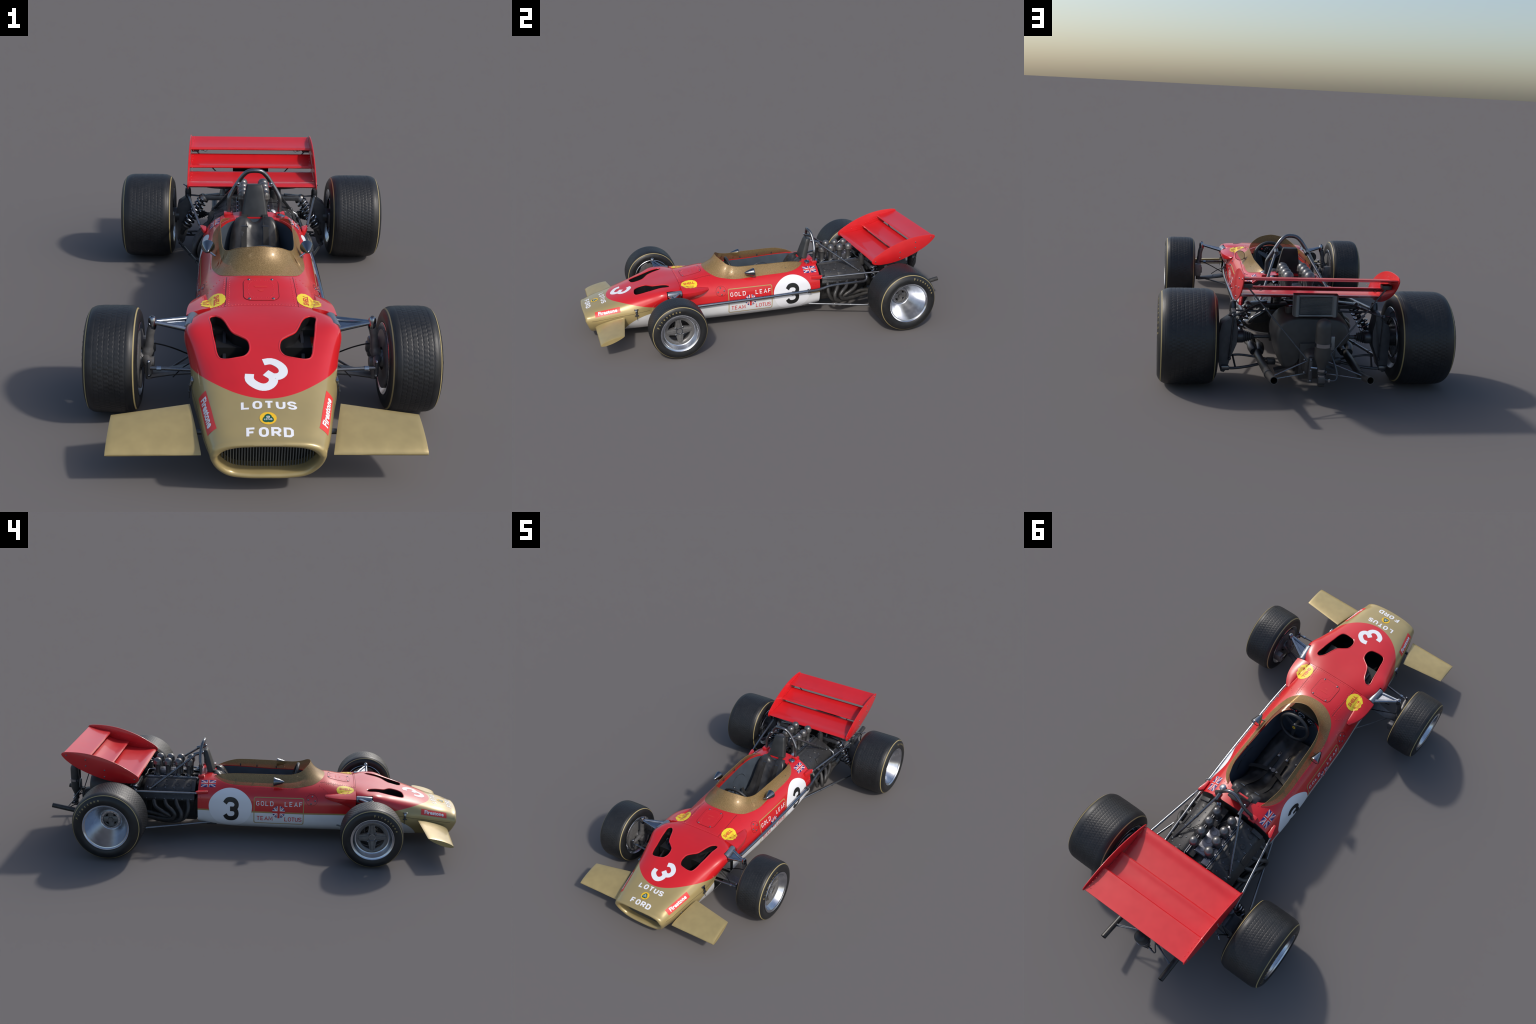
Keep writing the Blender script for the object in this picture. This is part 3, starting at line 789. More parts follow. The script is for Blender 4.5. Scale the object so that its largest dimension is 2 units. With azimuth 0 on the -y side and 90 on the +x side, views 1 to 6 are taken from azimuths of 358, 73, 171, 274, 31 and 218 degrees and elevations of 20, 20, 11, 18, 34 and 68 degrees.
for s in (1, -1):
    g = Geo(); rows = []
    bp = catmull([(s*.034, .228, .300), (s*.036, .205, .306), (s*.037, .185, .303), (s*.037, .160, .285), (s*.038, .12, .228), (s*.034, .070, .166), (s*.028, .02, .143), (s*.024, -.04, .143), (s*.022, -.075, .145)], 6)
    for p in bp: rows.append([(p.x-.0095, p.y, p.z+.001), (p.x+.0095, p.y, p.z+.001), (p.x+.0095, p.y, p.z-.002), (p.x-.0095, p.y, p.z-.002)])
    g.grid(rows, M_belt, closed_u=True); b_ = g.build('shoulder_belt', seat)
    g = Geo(); q = bp[19]; g.tube([q+Vector((-.012, .003, .0)), q+Vector((-.012, .003, .004)), q+Vector((.012, .003, .004)), q+Vector((.012, .003, .0))], .0012, M_chrome, 6); g.build('belt_buckle', seat)
    g = Geo(); rows = []
    for p in catmull([(s*.100, .03, .158), (s*.07, .010, .148), (s*.02, -.005, .146)], 5): rows.append([(p.x, p.y-.009, p.z+.004), (p.x, p.y+.009, p.z+.004), (p.x, p.y+.009, p.z+.001), (p.x, p.y-.009, p.z+.001)])
    g.grid(rows, M_belt, closed_u=True); g.build('lap_belt', seat)
    g = Geo(); g.box((s*.022, -.086, .148), (.012, .012, .004), M_steel, bev=.001); g.tube([(s*.022-.004, -.092, .148), (s*.022-.004, -.106, .148), (s*.022+.004, -.106, .148), (s*.022+.004, -.092, .148)], .0013, M_chrome, 6); g.build('belt_buckle', seat)
g = Geo(); g.rev([(0, .008), (.010, .007), (.011, 0)], M_darksteel, (0, -.012, .144), (0, 0, 1), 16); g.box((.018, -.012, .147), (.010, .008, .003), M_steel); g.box((-.018, -.012, .147), (.010, .008, .003), M_steel); g.build('harness_clasp', seat)
# dashboard
g = Geo()
arch = [(.106*math.copysign(abs(math.cos(a))**.8, math.cos(a)), .175+.136*math.sin(a)**.72) for a in [pi*k/32 for k in range(33)]]
g.prism(arch, -.264, -.255, M_black, 'xz'); dash = g.build('dashboard', car)
g = Geo(); g.grid([[(x, -.262, z) for x, z in arch[6:-6]], [(x*.94, -.294, lerp(z, .290, .55)) for x, z in arch[6:-6]], [(x*.80, -.325, min(on_skin(x*.80, -.325)[0].z-.002, z)) for x, z in arch[6:-6]]], M_black); g.build('dash_hood', dash)
g = Geo(); g.tube([(x, -.256, z) for x, z in arch[2:-2]], .004, M_black, 8); g.build('dash_rim', dash)
for gx, gz, gr in ((.016, .286, .0205), (-.031, .277, .0150), (.062, .277, .0160), (-.070, .255, .013)):
    g = Geo(); g.rev([(0, .0), (gr, 0), (gr, .002)], M_gauge, (gx, -.254, gz), (0, 1, 0), 28)
    g.tube([(gx+gr*math.cos(a), -.2515, gz+gr*math.sin(a)) for a in [2*pi*k/28 for k in range(28)]], .0013, M_chrome, 6, closed=True)
    g.tube([(gx, -.2515, gz), (gx+gr*.5, -.2515, gz-gr*.55)], .0009, M_decal_white, 5)
    for k in range(9):
        a = -.7+k*(pi+1.4)/8; g.tube([(gx+gr*.72*math.cos(a), -.2518, gz+gr*.72*math.sin(a)), (gx+gr*.86*math.cos(a), -.2518, gz+gr*.86*math.sin(a))], .0007, M_decal_white, 4)
    g.build('gauge', dash)
g = Geo()
for gx in (-.056, -.050, .086): g.tube([(gx, -.255, .263), (gx, -.243, .261)], .0018, M_chrome, 6)
g.ball((.042, -.252, .300), .004, M_decal_red, 10); g.build('switches', dash)
# steering wheel
SW = Vector((.013, -.194, .270)); ax = Vector((0, 1, .33)).normalized(); q = Vector((0, 0, 1)).rotation_difference(ax).to_matrix().to_4x4(); XF = Matrix.Translation(SW) @ q
g = Geo(); v, f = tube_geo([(0.069*math.cos(a), 0.069*math.sin(a), 0) for a in [2*pi*k/48 for k in range(48)]], .0078, 12, True); g.add(v, f, M_headrest, XF)
swheel = g.build('steering_wheel', car)
g = Geo()
for a in (pi/2, pi/2+2*pi/3, pi/2-2*pi/3):
    d = Vector((math.cos(a), math.sin(a), 0)); e = Vector((-d.y, d.x, 0)); pts = []
    vv = [d*.006+e*.010, d*.006-e*.010, d*.066-e*.005, d*.066+e*.005]
    g.add([p+Vector((0, 0, z)) for z in (-.004, 0) for p in vv], [(0, 1, 2, 3), (7, 6, 5, 4), (0, 4, 5, 1), (1, 5, 6, 2), (2, 6, 7, 3), (3, 7, 4, 0)], M_darksteel, XF)
v, f = rev_geo([(0, .004), (.014, .003), (.016, -.004), (.010, -.006), (.010, -.06)], 20); g.add(v, f, M_darksteel, XF); g.build('wheel_spoke', swheel)
g = Geo(); v, f = rev_geo([(0, .0048), (.0075, .0044)], 20); g.add(v, f, M_decal_amber, XF); v, f = rev_geo([(0, .0054), (.0045, .0050)], 3); g.add(v, f, M_decal_green, XF); g.build('wheel_badge', swheel)
g = Geo(); g.tube([(-.085, -.06, .16), (-.088, -.065, .215)], .003, M_chrome, 8); g.ball((-.088, -.065, .222), .008, M_darksteel, 12); g.build('gear_lever', cockpit)

# headrest
def quad_loft(g, secs, mat):
    g.grid(secs, mat, closed_u=True, cap0=True, cap1=True)
rows = []
for t in [k/10 for k in range(11)]:
    z = lerp(.292, .405, t); hw = lerp(.0475, .029, t**1.2); yb = lerp(.232, .262, t); yf = lerp(.202, .238, t)
    if t > .95: hw *= .96; yf += .002
    rows.append([(hw, yb, z-.002), (hw*.96, yf+.006, z), (hw*.86, yf, z), (0, yf-.002, z), (-hw*.86, yf, z), (-hw*.96, yf+.006, z), (-hw, yb, z-.002), (0, yb+.004, z-.002)])
g = Geo(); quad_loft(g, rows, M_headrest); g.build('headrest', car, angle=35, bevel=.003)

# ---- roll hoop and stays
hoop = catmull([(-.090,.261,.285),(-.090,.262,.335),(-.089,.263,.352),(-.080,.266,.370),(-.060,.267,.403),(-.038,.262,.435),(-.022,.257,.448),(0,.254,.4515),(.022,.257,.448),(.038,.262,.435),(.060,.267,.403),(.080,.266,.370),(.089,.263,.352),(.090,.262,.335),(.090,.261,.285)], 5)
g = Geo(); g.tube(hoop, .0078, M_steel, 14); rollhoop = g.build('roll_hoop', car)
for s in (1, -1):
    g = Geo(); g.tube([(s*.057, .258, .402), (s*.059, .300, .390)], .0085, M_steel, 12); g.ball((s*.058, .256, .404), .006, M_chrome, 10)
    g.tube([(s*.059, .285, .394), (s*.148, .508, .232)], .0055, M_steel, 12); g.ball((s*.148, .508, .232), .009, M_darksteel, 12); g.build('hoop_stay', rollhoop)
    g = Geo(); g.box((s*.092, .258, .292), (.032, .030, .016), M_red, bev=.003); g.build('hoop_foot', tub)
    # radius rod bracket on the tub's rear corner
    g = Geo(); g.prism([(.170, .216), (.180, .216), (.1925, .266), (.1925, .275), (.184, .275), (.170, .262)], .227, .2465, M_red, 'xy') if s > 0 else g.prism([(-.170, .216), (-.180, .216), (-.1925, .266), (-.1925, .275), (-.184, .275), (-.170, .262)], .232, .2445, M_red, 'xy'); g.build('rod_bracket', tub, bevel=.002)
# filler cap, on one side only
p, n = on_skin(.091, .220)
g = Geo(); g.rev([(.012, -.004), (.012, .004), (.0145, .005), (.0150, .009), (.012, .0115), (0, .0125)], M_chrome, p, n, 24); g.build('filler_cap', tub)

# ---- mirrors
g = Geo(); g.rev([(0, -.036), (.003, -.0345), (.0080, -.0260), (.0138, -.0120), (.0183, .0020), (.0210, .0100), (.0218, .0135), (.0216, .0165), (.0195, .0165)], M_mirrorcase, (.156, -.118, .298), (0, 1, 0), 28)
g.rev([(.0195, .0155), (0, .0150)], M_mirror, (.156, -.118, .298), (0, 1, 0), 28)
g.tube([(.151, -.132, .291), (.132, -.140, .280)], .003, M_chrome, 8); mir = g.build('mirror', car)
mirror_copy(mir)

# ---- nose latches
g = Geo(); g.tube([(.181, -.738, .174), (.1865, -.738, .158), (.188, -.738, .140)], .0022, M_chrome, 8); g.box((.1815, -.738, .173), (.007, .022, .006), M_chrome, bev=.001); g.box((.1850, -.738, .163), (.005, .011, .016), M_chrome, rot=(0, -.2, 0), bev=.001)
g.box((.189, -.738, .143), (.005, .020, .005), M_darksteel, bev=.001); g.box((.1885, -.738, .150), (.004, .008, .018), M_darksteel, bev=.001); g.tube([(.188, -.738, .14), (.190, -.735, .118)], .0013, M_darksteel, 6); la = g.build('latch', nose); mirror_copy(la)

# ---- front wings
def wing_profile(y0, z0, y1, z1, th, n=14):
    """closed rounded section from leading to trailing point"""
    d = Vector((y1-y0, z1-z0)); L = d.length; d.normalize(); nn = Vector((-d.y, d.x)); up = []; lo = []
    for k in range(n+1):
        t = .5-.5*math.cos(pi*k/n); h = th*(2.6*math.sqrt(max(t, 0))*(1-t)**.75)/1.45
        up.append(Vector((y0, z0))+d*L*t+nn*h*.42); lo.append(Vector((y0, z0))+d*L*t-nn*h*.58)
    return up+lo[-2:0:-1]
g = Geo(); rows = []
for t in [0, .02, .06, .2, .4, .6, .8, .94, .98, 1]:
    x = lerp(.154, .3755, t); x1 = lerp(.185, .3740, t)
    pr = wing_profile(-.9475, lerp(.0905, .0895, t), lerp(-.800, -.828, t), lerp(.1395, .1255, t), .035*(.80 if t in (0, 1) else .94 if t in (.02, .98) else 1))
    cy = -.88
    rows.append([(lerp(x, x1, (p.x+.9475)/.145), p.x, p.y) for p in pr])
g.grid(rows, M_gold, closed_u=True, cap0=True, cap1=True); fw = g.build('canard_wing', car, angle=55)
mirror_copy(fw)
g = Geo(); g.tube([(-.168, -.875, .108), (.168, -.875, .108)], .007, M_darksteel, 8); g.build('wing_spar', nose)

# ---- rear wing
PLATE = [(.538,.316),(.542,.326),(.556,.339),(.597,.365),(.640,.388),(.700,.412),(.757,.428),(.815,.437),(.868,.439),(.890,.438),(.904,.434),(.909,.426),(.900,.411),(.876,.388),(.832,.359),(.762,.327),(.711,.3095),(.662,.2985),(.610,.2935),(.575,.2935),(.552,.298),(.541,.306)]
pl = [(p.x, p.y) for p in catmull([(y, z, 0) for y, z in PLATE], 4, True)]
wing = bpy.data.objects.new('spoiler_wing', None); scene.collection.objects.link(wing); wing.parent = car; wing.location = (0, .72, .36)
def wparent(o): o.parent = wing; o.matrix_parent_inverse = Matrix.Translation((0, .72, .36)).inverted(); return o
for s in (1, -1):
    g = Geo(); g.prism(pl, s*.2465, s*.2505, M_wing_red, 'yz'); wparent(g.build('end_plate', bevel=.0012))
    g = Geo()
    for y, z in ((.560, .313), (.703, .354), (.704, .321), (.793, .403), (.793, .372), (.885, .422)): bolt((s*.2505, y, z), (s, 0, 0), g, .85)
    for t in range(5):
        for (a, b_) in (((.56, .325), (.68, .342)), ((.71, .362), (.78, .389)), ((.80, .411), (.88, .425))):
            rvp = Vector((s*.236, lerp(a[0], b_[0], t/4), lerp(a[1], b_[1], t/4)+.009)); 
            g.add(rv, rf, M_wing_red, Matrix.Translation(rvp))
    wparent(g.build('plate_fasteners'))
def element(name, pts, th):
    """curved slat: mean line with thickness, rounded nose"""
    c_ = catmull([(y, z, 0) for y, z in pts], 6); n = len(c_); up = []; lo = []
    for i, p in enumerate(c_):
        t = i/(n-1); d = (c_[min(i+1, n-1)]-c_[max(i-1, 0)]).normalized(); nn = Vector((-d.y, d.x, 0))
        h = th*(math.sqrt(min(1, t/.07)) if t < .07 else 1)*lerp(1, .28, t)
        up.append(p+nn*h*.5); lo.append(p-nn*h*.5)
    sec = up+lo[::-1][:-1]
    g = Geo(); g.prism([(p.x, p.y) for p in sec], -.2455, .2455, M_wing_red, 'yz'); return wparent(g.build(name, angle=30))
up_ = catmull([(.5445, .312, 0), (.549, .3175, 0), (.600, .3185, 0), (.650, .3225, 0), (.713, .3312, 0)], 6); lo_ = catmull([(.713, .3290, 0), (.668, .3120, 0), (.625, .3010, 0), (.580, .3005, 0), (.550, .3070, 0), (.5445, .312, 0)], 6)
g = Geo(); g.prism([(q_.x, q_.y) for q_ in up_[:-1]+lo_[:-1]], -.2455, .2455, M_wing_red, 'yz'); wparent(g.build('wing_slat', angle=30))
element('wing_slat', [(.690,.3510),(.722,.3525),(.760,.3605),(.803,.3780)], .0110)
element('wing_slat', [(.785,.4020),(.815,.4065),(.850,.4135),(.903,.4275)], .012)
for s in (1, -1):
    g = Geo(); g.tube([(s*.11, .575, .262), (s*.11, .592, .298)], .0045, M_darksteel, 10); g.tube([(s*.11, .592, .296), (s*.11, .66, .303)], .004, M_darksteel, 8); wparent(g.build('wing_strut'))
    g = Geo(); g.tube([(s*.226, .838, .384), (s*.030, .885, .158)], .0026, M_darksteel, 8); g.box((s*.228, .83, .391), (.03, .035, .014), M_darksteel, bev=.002)
    g.tube([(s*.21, .845, .387), (s*.20, .85, .380), (s*.185, .852, .388), (s*.18, .852, .383), (s*.187, .85, .377), (s*.20, .85, .384)], .0008, M_black, 5, smooth=4); wparent(g.build('wing_stay'))

# ---- engine
g = Geo()
g.box((0, .405, .125), (.142, .27, .13), M_cast, bev=.008); g.box((0, .41, .185), (.20, .25, .03), M_cast, bev=.006); g.box((0, .41, .205), (.13, .26, .06), M_cast, bev=.008); g.box((0, .42, .07), (.13, .27, .05), M_cast, bev=.01)
for k in range(9): g.box((.0725, .30+k*.027, .13), (.006, .006, .10), M_cast); g.box((-.0725, .30+k*.027, .13), (.006, .006, .10), M_cast)
engine = g.build('engine_block', car)
COVER = [(.058,.252),(.062,.270),(.074,.273),(.080,.267),(.096,.264),(.112,.2555),(.130,.246),(.144,.239),(.157,.222),(.167,.205),(.1715,.193),(.1690,.183),(.155,.178),(.090,.190)]
g = Geo(); g.prism(COVER, .284, .535, M_cast, 'xz')
for k in range(6):
    y = .30+k*.044
    for x, z, nx in ((.096, .264, .45), (.143, .2395, .6), (.138, .242, .5), (.1712, .194, .95)): bolt((x, y, z), (nx, 0, math.sqrt(1-nx*nx)), g, .75)
for k in range(4):      # shallow domes over the plug wells
    g.rev([(.0125, 0), (.010, .003), (.006, .0015), (0, .0015)], M_cast, (.121, .318+k*.055, .2510), (.45, 0, .89), 16)
g.prism([(.148,.2375),(.151,.2380),(.166,.2120),(.162,.2100)], .38, .43, M_cast, 'xz')
cc = g.build('cam_cover', car, bevel=.0025, angle=30); mirror_copy(cc)
g = Geo(); g.rev([(0, .31), (.008, .31), (.010, .3085), (.010, .300), (.014, .298), (.0155, .29), (.0155, .245), (0, .245)], M_cast, (.087, .548, 0), (0, 0, 1), 20); g.build('water_tower', engine)
g = Geo(); g.box((.13, .292, .238), (.06, .02, .03), M_cast, rot=(0, .6, 0), bev=.003); hp = g.build('head_plug', engine); mirror_copy(hp)
# inlet valley: plates, fuel rails, trumpets
g = Geo()
for s in (1, -1): g.box((s*.040, .405, .256), (.040, .25, .014), M_plate if s < 0 else M_cast, rot=(0, s*-.10, 0), bev=.002)
g.box((0, .4425, .276), (.050, .127, .038), M_plate, bev=.003)
for k in range(3): g.rev([(.014, 0), (.012, .003), (0, .004)], M_plate, (0, .40+k*.042, .294), (0, 0, 1), 20)
valley = g.build('valley_plate', engine)
g = Geo()
for s in (1, -1):
    for o in (.052, .060): g.tube([(s*o, .29, .270), (s*o, .53, .270)], .0034, M_steel, 8)
    for k in range(4):
        y = .329+k*.052; g.tube([(s*.053, y, .268), (s*.047, y+.006, .285)], .002, M_steel, 6); g.box((s*.056, y-.012, .272), (.010, .012, .006), M_chrome, bev=.001); g.ball((s*.030, y+.018, .272), .004, M_chrome, 8)
g.tube([(.060, .53, .268), (.055, .545, .268), (0, .548, .264), (-.055, .545, .268), (-.060, .53, .268)], .003, M_steel, 8, smooth=4); g.build('fuel_rail', valley)
g = Geo(); g.rev([(.0140, .258), (.0140, .268), (.0115, .271), (.0115, .285), (.0120, .298), (.0134, .312), (.0155, .321), (.0178, .3255), (.0202, .3285), (.0208, .3310), (.0199, .3330), (.0203, .3400), (.0186, .3490), (.0145, .3560), (.0075, .3600), (0, .3612)], M_trumpet, n=24)
tr0 = g.build('intake_trumpet', engine, angle=42)
tr0.location = (.038, .328, 0)
for s in (1, -1):
    for k in range(4):
        if s == 1 and k == 0: continue
        o = tr0.copy(); scene.collection.objects.link(o); o.location = (s*.039, .328+k*.0522, 0)
# front-of-engine ancillaries
g = Geo(); g.rev([(0, .012), (.013, .010), (.014, 0), (.010, -.004), (.010, -.02)], M_chrome, (.065, .285, .285), (.3, -.6, .5), 16); g.tube([(.065, .29, .275), (.05, .30, .25), (.02, .29, .24)], .004, M_black, 8, smooth=4)
g.tube([(-.03, .30, .268), (0, .33, .272), (.015, .36, .268), (.0, .385, .262)], .0022, M_black, 6, smooth=5); g.tube([(-.06, .50, .275), (-.085, .47, .285), (-.10, .44, .27), (-.07, .40, .28)], .0012, M_black, 5, smooth=5); g.tube([(.06, .46, .275), (.09, .43, .282), (.11, .45, .262), (.08, .40, .275)], .0012, M_black, 5, smooth=5)
g.build('engine_hoses', engine)
# exhaust primaries, collectors and tail pipes
ex = bpy.data.objects.new('exhaust', None); scene.collection.objects.link(ex); ex.parent = car
g = Geo()
HEADERS = [  # each drops from the head, runs forward, then turns back low down
 [(.152,.482,.188),(.172,.482,.180),(.194,.471,.160),(.206,.438,.142),(.206,.405,.124),(.200,.395,.110),(.188,.410,.102),(.176,.46,.112),(.172,.52,.122),(.176,.58,.114)],
 [(.152,.427,.190),(.172,.427,.183),(.198,.414,.167),(.214,.387,.150),(.217,.373,.130),(.212,.384,.108),(.200,.415,.098),(.188,.47,.098),(.180,.53,.104),(.176,.58,.110)],
 [(.152,.373,.192),(.172,.373,.186),(.198,.361,.166),(.214,.343,.139),(.216,.344,.115),(.208,.366,.095),(.192,.40,.086),(.172,.46,.084),(.152,.53,.096),(.146,.58,.107)],
 [(.152,.315,.192),(.170,.315,.187),(.190,.311,.155),(.196,.318,.126),(.190,.340,.098),(.176,.375,.084),(.162,.43,.082),(.154,.50,.104),(.150,.54,.112),(.146,.58,.112)]]
for pts in HEADERS: g.tube(pts, .0098, M_exhaust, 14, smooth=6)
pr = g.build('exhaust_primary', ex)
g = Geo()
g.tube([(.176, .575, .112), (.176, .600, .108), (.170, .622, .101)], [.0150, .0150, .0145], M_darksteel, 14); g.tube([(.146, .575, .110), (.146, .600, .106), (.151, .622, .100)], [.0150, .0150, .0145], M_darksteel, 14)
g.tube([(.160, .612, .100), (.159, .650, .096), (.152, .874, .1045)], .0135, M_exhaust, 16); g.build('collector', ex)
col_ = scene.objects['collector']
g = Geo()
v, f = tube_geo([(.1525, .858, .1040), (.1505, .885, .1060), (.1525, .997, .1290)], .0122, 18, caps=False); g.add(v, f, M_exhaust)
v, f = tube_geo([(.1525, .997, .1290), (.1515, .96, .1220), (.1505, .90, .109)], .0105, 18, caps=False); g.add(v, f+[tuple(range(len(v)-18, len(v)))], M_black)
g.rev([(.0122, 0), (.0105, 0)], M_exhaust, (.1525, .997, .1290), (.02, .98, .21), 18)
g.rev([(.0122, -.004), (.0145, -.004), (.0145, .004), (.0122, .004)], M_darksteel, (.1525, .868, .1045), (.0, .99, .06), 18); tp = g.build('tail_pipe', ex)
for o in (pr, col_, tp): mirror_copy(o)
# gearbox, oil tank, catch bottle, cooler
g = Geo(); rows = []
for y, rx, rz, cz in ((.535, .085, .085, .15), (.56, .080, .085, .15), (.60, .055, .07, .145), (.68, .048, .065, .14), (.76, .046, .06, .135), (.82, .04, .052, .133), (.865, .034, .042, .132), (.872, .026, .034, .132)):
    rows.append([(rx*math.copysign(abs(math.cos(a))**.8, math.cos(a)), y, cz+rz*math.copysign(abs(math.sin(a))**.8, math.sin(a))) for a in [2*pi*k/28 for k in range(28)]])
g.grid(rows, M_cast, closed_u=True, cap0=True, cap1=True)
for k in range(6): g.box((0, .60+k*.045, .135), (.112-.004*k, .006, .142-.004*k), M_cast, bev=.002)
g.box((.018, .885, .125), (.012, .014, .085), M_darksteel, bev=.002)
for z in (.09, .125, .16): bolt((.018, .892, z), (0, 1, 0), g, .9)
for x, z in ((.036, .155), (.036, .112), (-.036, .152), (-.036, .112)): bolt((x, .872, z), (0, 1, 0), g, .9)
gbx = g.build('gearbox', car)
TANK = [(0,.283),(.055,.283),(.094,.273),(.119,.250),(.129,.215),(.123,.170),(.109,.125),(.096,.103),(.080,.100),(.063,.113),(.047,.138),(.028,.163),(0,.172)]
th_ = catmull([(-TANK[1][0], TANK[1][1], 0)]+[(x, z, 0) for x, z in TANK]+[(-TANK[-2][0], TANK[-2][1], 0)], 4)[4:-4]
short = catmull([(-.055, .283, 0), (-.094, .273, 0), (-.119, .250, 0), (-.129, .222, 0), (-.124, .196, 0), (-.106, .180, 0), (-.070, .173, 0), (-.030, .172, 0)], 4)
tank = [(p.x, p.y) for p in th_]+[(p.x, p.y) for p in short[::-1]]      # the offside lobe is cut short over the starter
g = Geo(); rows = []; 
for y, k in ((.640, .90), (.648, .95), (.665, .985), (.70, 1), (.755, 1), (.785, .985), (.803, .955), (.812, .915), (.815, .87)):
    rows.append([(x*k, y, .205+(z-.205)*(k+.0*(1-k))) for x, z in tank])
g.grid(rows, M_tankblack, closed_u=True, cap0=True, cap1=True)
g.rev([(.017, .278), (.019, .296), (.019, .300), (0, .302)], M_tankblack, (.070, .745, 0), (0, 0, 1), 20); g.rev([(.010, .300), (.010, .304), (0, .306)], M_chrome, (.070, .745, 0), (0, 0, 1), 16)
g.rev([(.006, .27), (.010, .282), (.010, .29), (0, .29)], M_cast, (.03, .80, -.02), (0, 0, 1), 12)
oil = g.build('oil_tank', car)
g = Geo(); g.box((-.062, .79, .155), (.032, .05, .05), M_cast, bev=.006); g.rev([(0, .04), (.018, .04), (.02, .035), (.02, -.04), (0, -.04)], M_cast, (-.062, .74, .15), (0, 1, 0), 18); g.box((-.060, .822, .165), (.022, .012, .06), M_darksteel, bev=.002); g.build('starter_motor', gbx)
g = Geo(); g.rev([(0, .304), (.010, .3025), (.019, .297), (.024, .288), (.0255, .275), (.0255, .185), (.024, .172), (.017, .155), (.0125, .142), (.0125, .118), (0, .118)], M_tankblack, (-.012, .913, 0), (0, 0, 1), 28)
g.rev([(.0255, .214), (.0272, .214), (.0272, .226), (.0255, .226)], M_chrome, (-.012, .913, 0), (0, 0, 1), 28)
g.rev([(.012, .140), (.0145, .140), (.0145, .132), (.012, .132)], M_chrome, (-.012, .915, 0), (0, 0, 1), 20); g.rev([(.012, .122), (.0150, .122), (.0150, .116), (.012, .116)], M_chrome, (-.012, .917, 0), (0, 0, 1), 20)
g.box((-.012, .918, .104), (.022, .02, .022), M_darksteel, bev=.002); g.box((-.012, .918, .087), (.020, .018, .010), M_black, bev=.002); g.tube([(-.012, .905, .136), (.018, .892, .136)], .004, M_chrome, 8)
g.tube([(-.024, .918, .104), (-.040, .922, .102), (-.056, .925, .104), (-.062, .922, .112), (-.056, .905, .15), (-.045, .88, .18)], .003, M_darksteel, 8, smooth=5); g.box((-.036, .921, .1025), (.008, .010, .010), M_chrome, bev=.001)
g.box((-.048, .88, .215), (.016, .012, .045), M_fin, bev=.001); g.build('catch_bottle', car)
g = Geo(); g.box((0, .815, .323), (.110, .022, .062), M_black); g.box((0, .815, .356), (.12, .03, .006), M_fin, bev=.001); g.box((0, .815, .290), (.12, .03, .006), M_fin, bev=.001)
for s in (1, -1): g.prism([(s*.052, .826), (s*.058, .832), (s*.066, .832), (s*.0735, .822), (s*.0735, .800), (s*.052, .800)], .2865, .3585, M_fin, 'xy')
for k in range(15): g.box((0, .826, .2965+k*.0038), (.104, .006, .0015), M_fin)
cool = g.build('oil_cooler', car)
g = Geo(); g.box((0, .80, .323), (.145, .006, .07), M_black); g.tube([(.03, .80, .30), (.03, .78, .28)], .006, M_cast, 8); g.build('cooler_shroud', cool)

# ---- rear suspension
sus = bpy.data.objects.new('driven_axle_suspension', None); scene.collection.objects.link(sus); sus.parent = car
UP = [(.244,.262),(.258,.262),(.262,.238),(.276,.228),(.292,.217),(.299,.185),(.299,.154),(.297,.073),(.290,.050),(.279,.047),(.268,.062),(.258,.099),(.247,.125),(.238,.149),(.236,.195),(.244,.235)]
g = Geo(); g.prism(UP, .618, .684, M_upright, 'xz')
g.rev([(.0, .018), (.010, .016), (.012, .0), (.012, -.02)], M_darksteel, (.251, .625, .268), (0, -.2, 1), 14)
g.tube([(.247, .687, .235), (.262, .690, .10)], .0022, M_black, 6); g.ball((.262, .690, .098), .006, M_black, 8)
g.rev([(.07, -.004), (.072, 0), (.07, .004), (.03, .004)], M_steel, (.318, .6445, .1641), (1, 0, 0), 32); g.rev([(.03, -.03), (.03, .06)], M_darksteel, (.318, .6445, .1641), (1, 0, 0), 20)
g.box((.318, .585, .165), (.03, .03, .055), M_darksteel, bev=.005)
p1 = g.build('hub_upright', sus, bevel=.0015)
g = Geo(); top = Vector((.187, .575, .258)); bot = Vector((.258, .583, .142)); d = (bot-top); L = d.length; dn = d.normalized()
e1 = dn.cross(Vector((0, 1, 0))).normalized(); e2 = dn.cross(e1); pts = []
for k in range(8*16+1):
    t = k/(8*16); a = 2*pi*8*t; pts.append(top+d*t+(e1*math.cos(a)+e2*math.sin(a))*lerp(.0185, .0198, t))
g.tube(pts, .0036, M_chrome, 8); g.tube([top-dn*.01, bot+dn*.012], .0085, M_darksteel, 12)
g.rev([(0, -.006), (.016, -.005), (.021, .002), (.021, .006), (.008, .008)], M_trumpet, top-dn*.004, dn, 24); g.rev([(.012, -.004), (.0205, -.003), (.0205, .002), (.012, .010), (.010, .02)], M_trumpet, bot, dn, 24)
g.tube([bot+dn*.005, bot+dn*.03, (.276, .592, .105)], .009, M_cast, 10); p2 = g.build('coil_spring_damper', sus)
g = Geo(); g.tube([(.1900, .272, .2350), (.1975, .315, .2375)], .003, M_chrome, 8); g.tube([(.195, .300, .2360), (.2490, .600, .2540)], .0052, M_rod, 12); g.ball((.1900, .274, .2350), .006, M_chrome, 10); g.ball((.2500, .603, .2545), .0085, M_darksteel, 10); p3 = g.build('radius_rod', sus)
g = Geo(); g.tube([(.156, .185, .0785), (.2815, .566, .0715)], .0050, M_rod, 12)
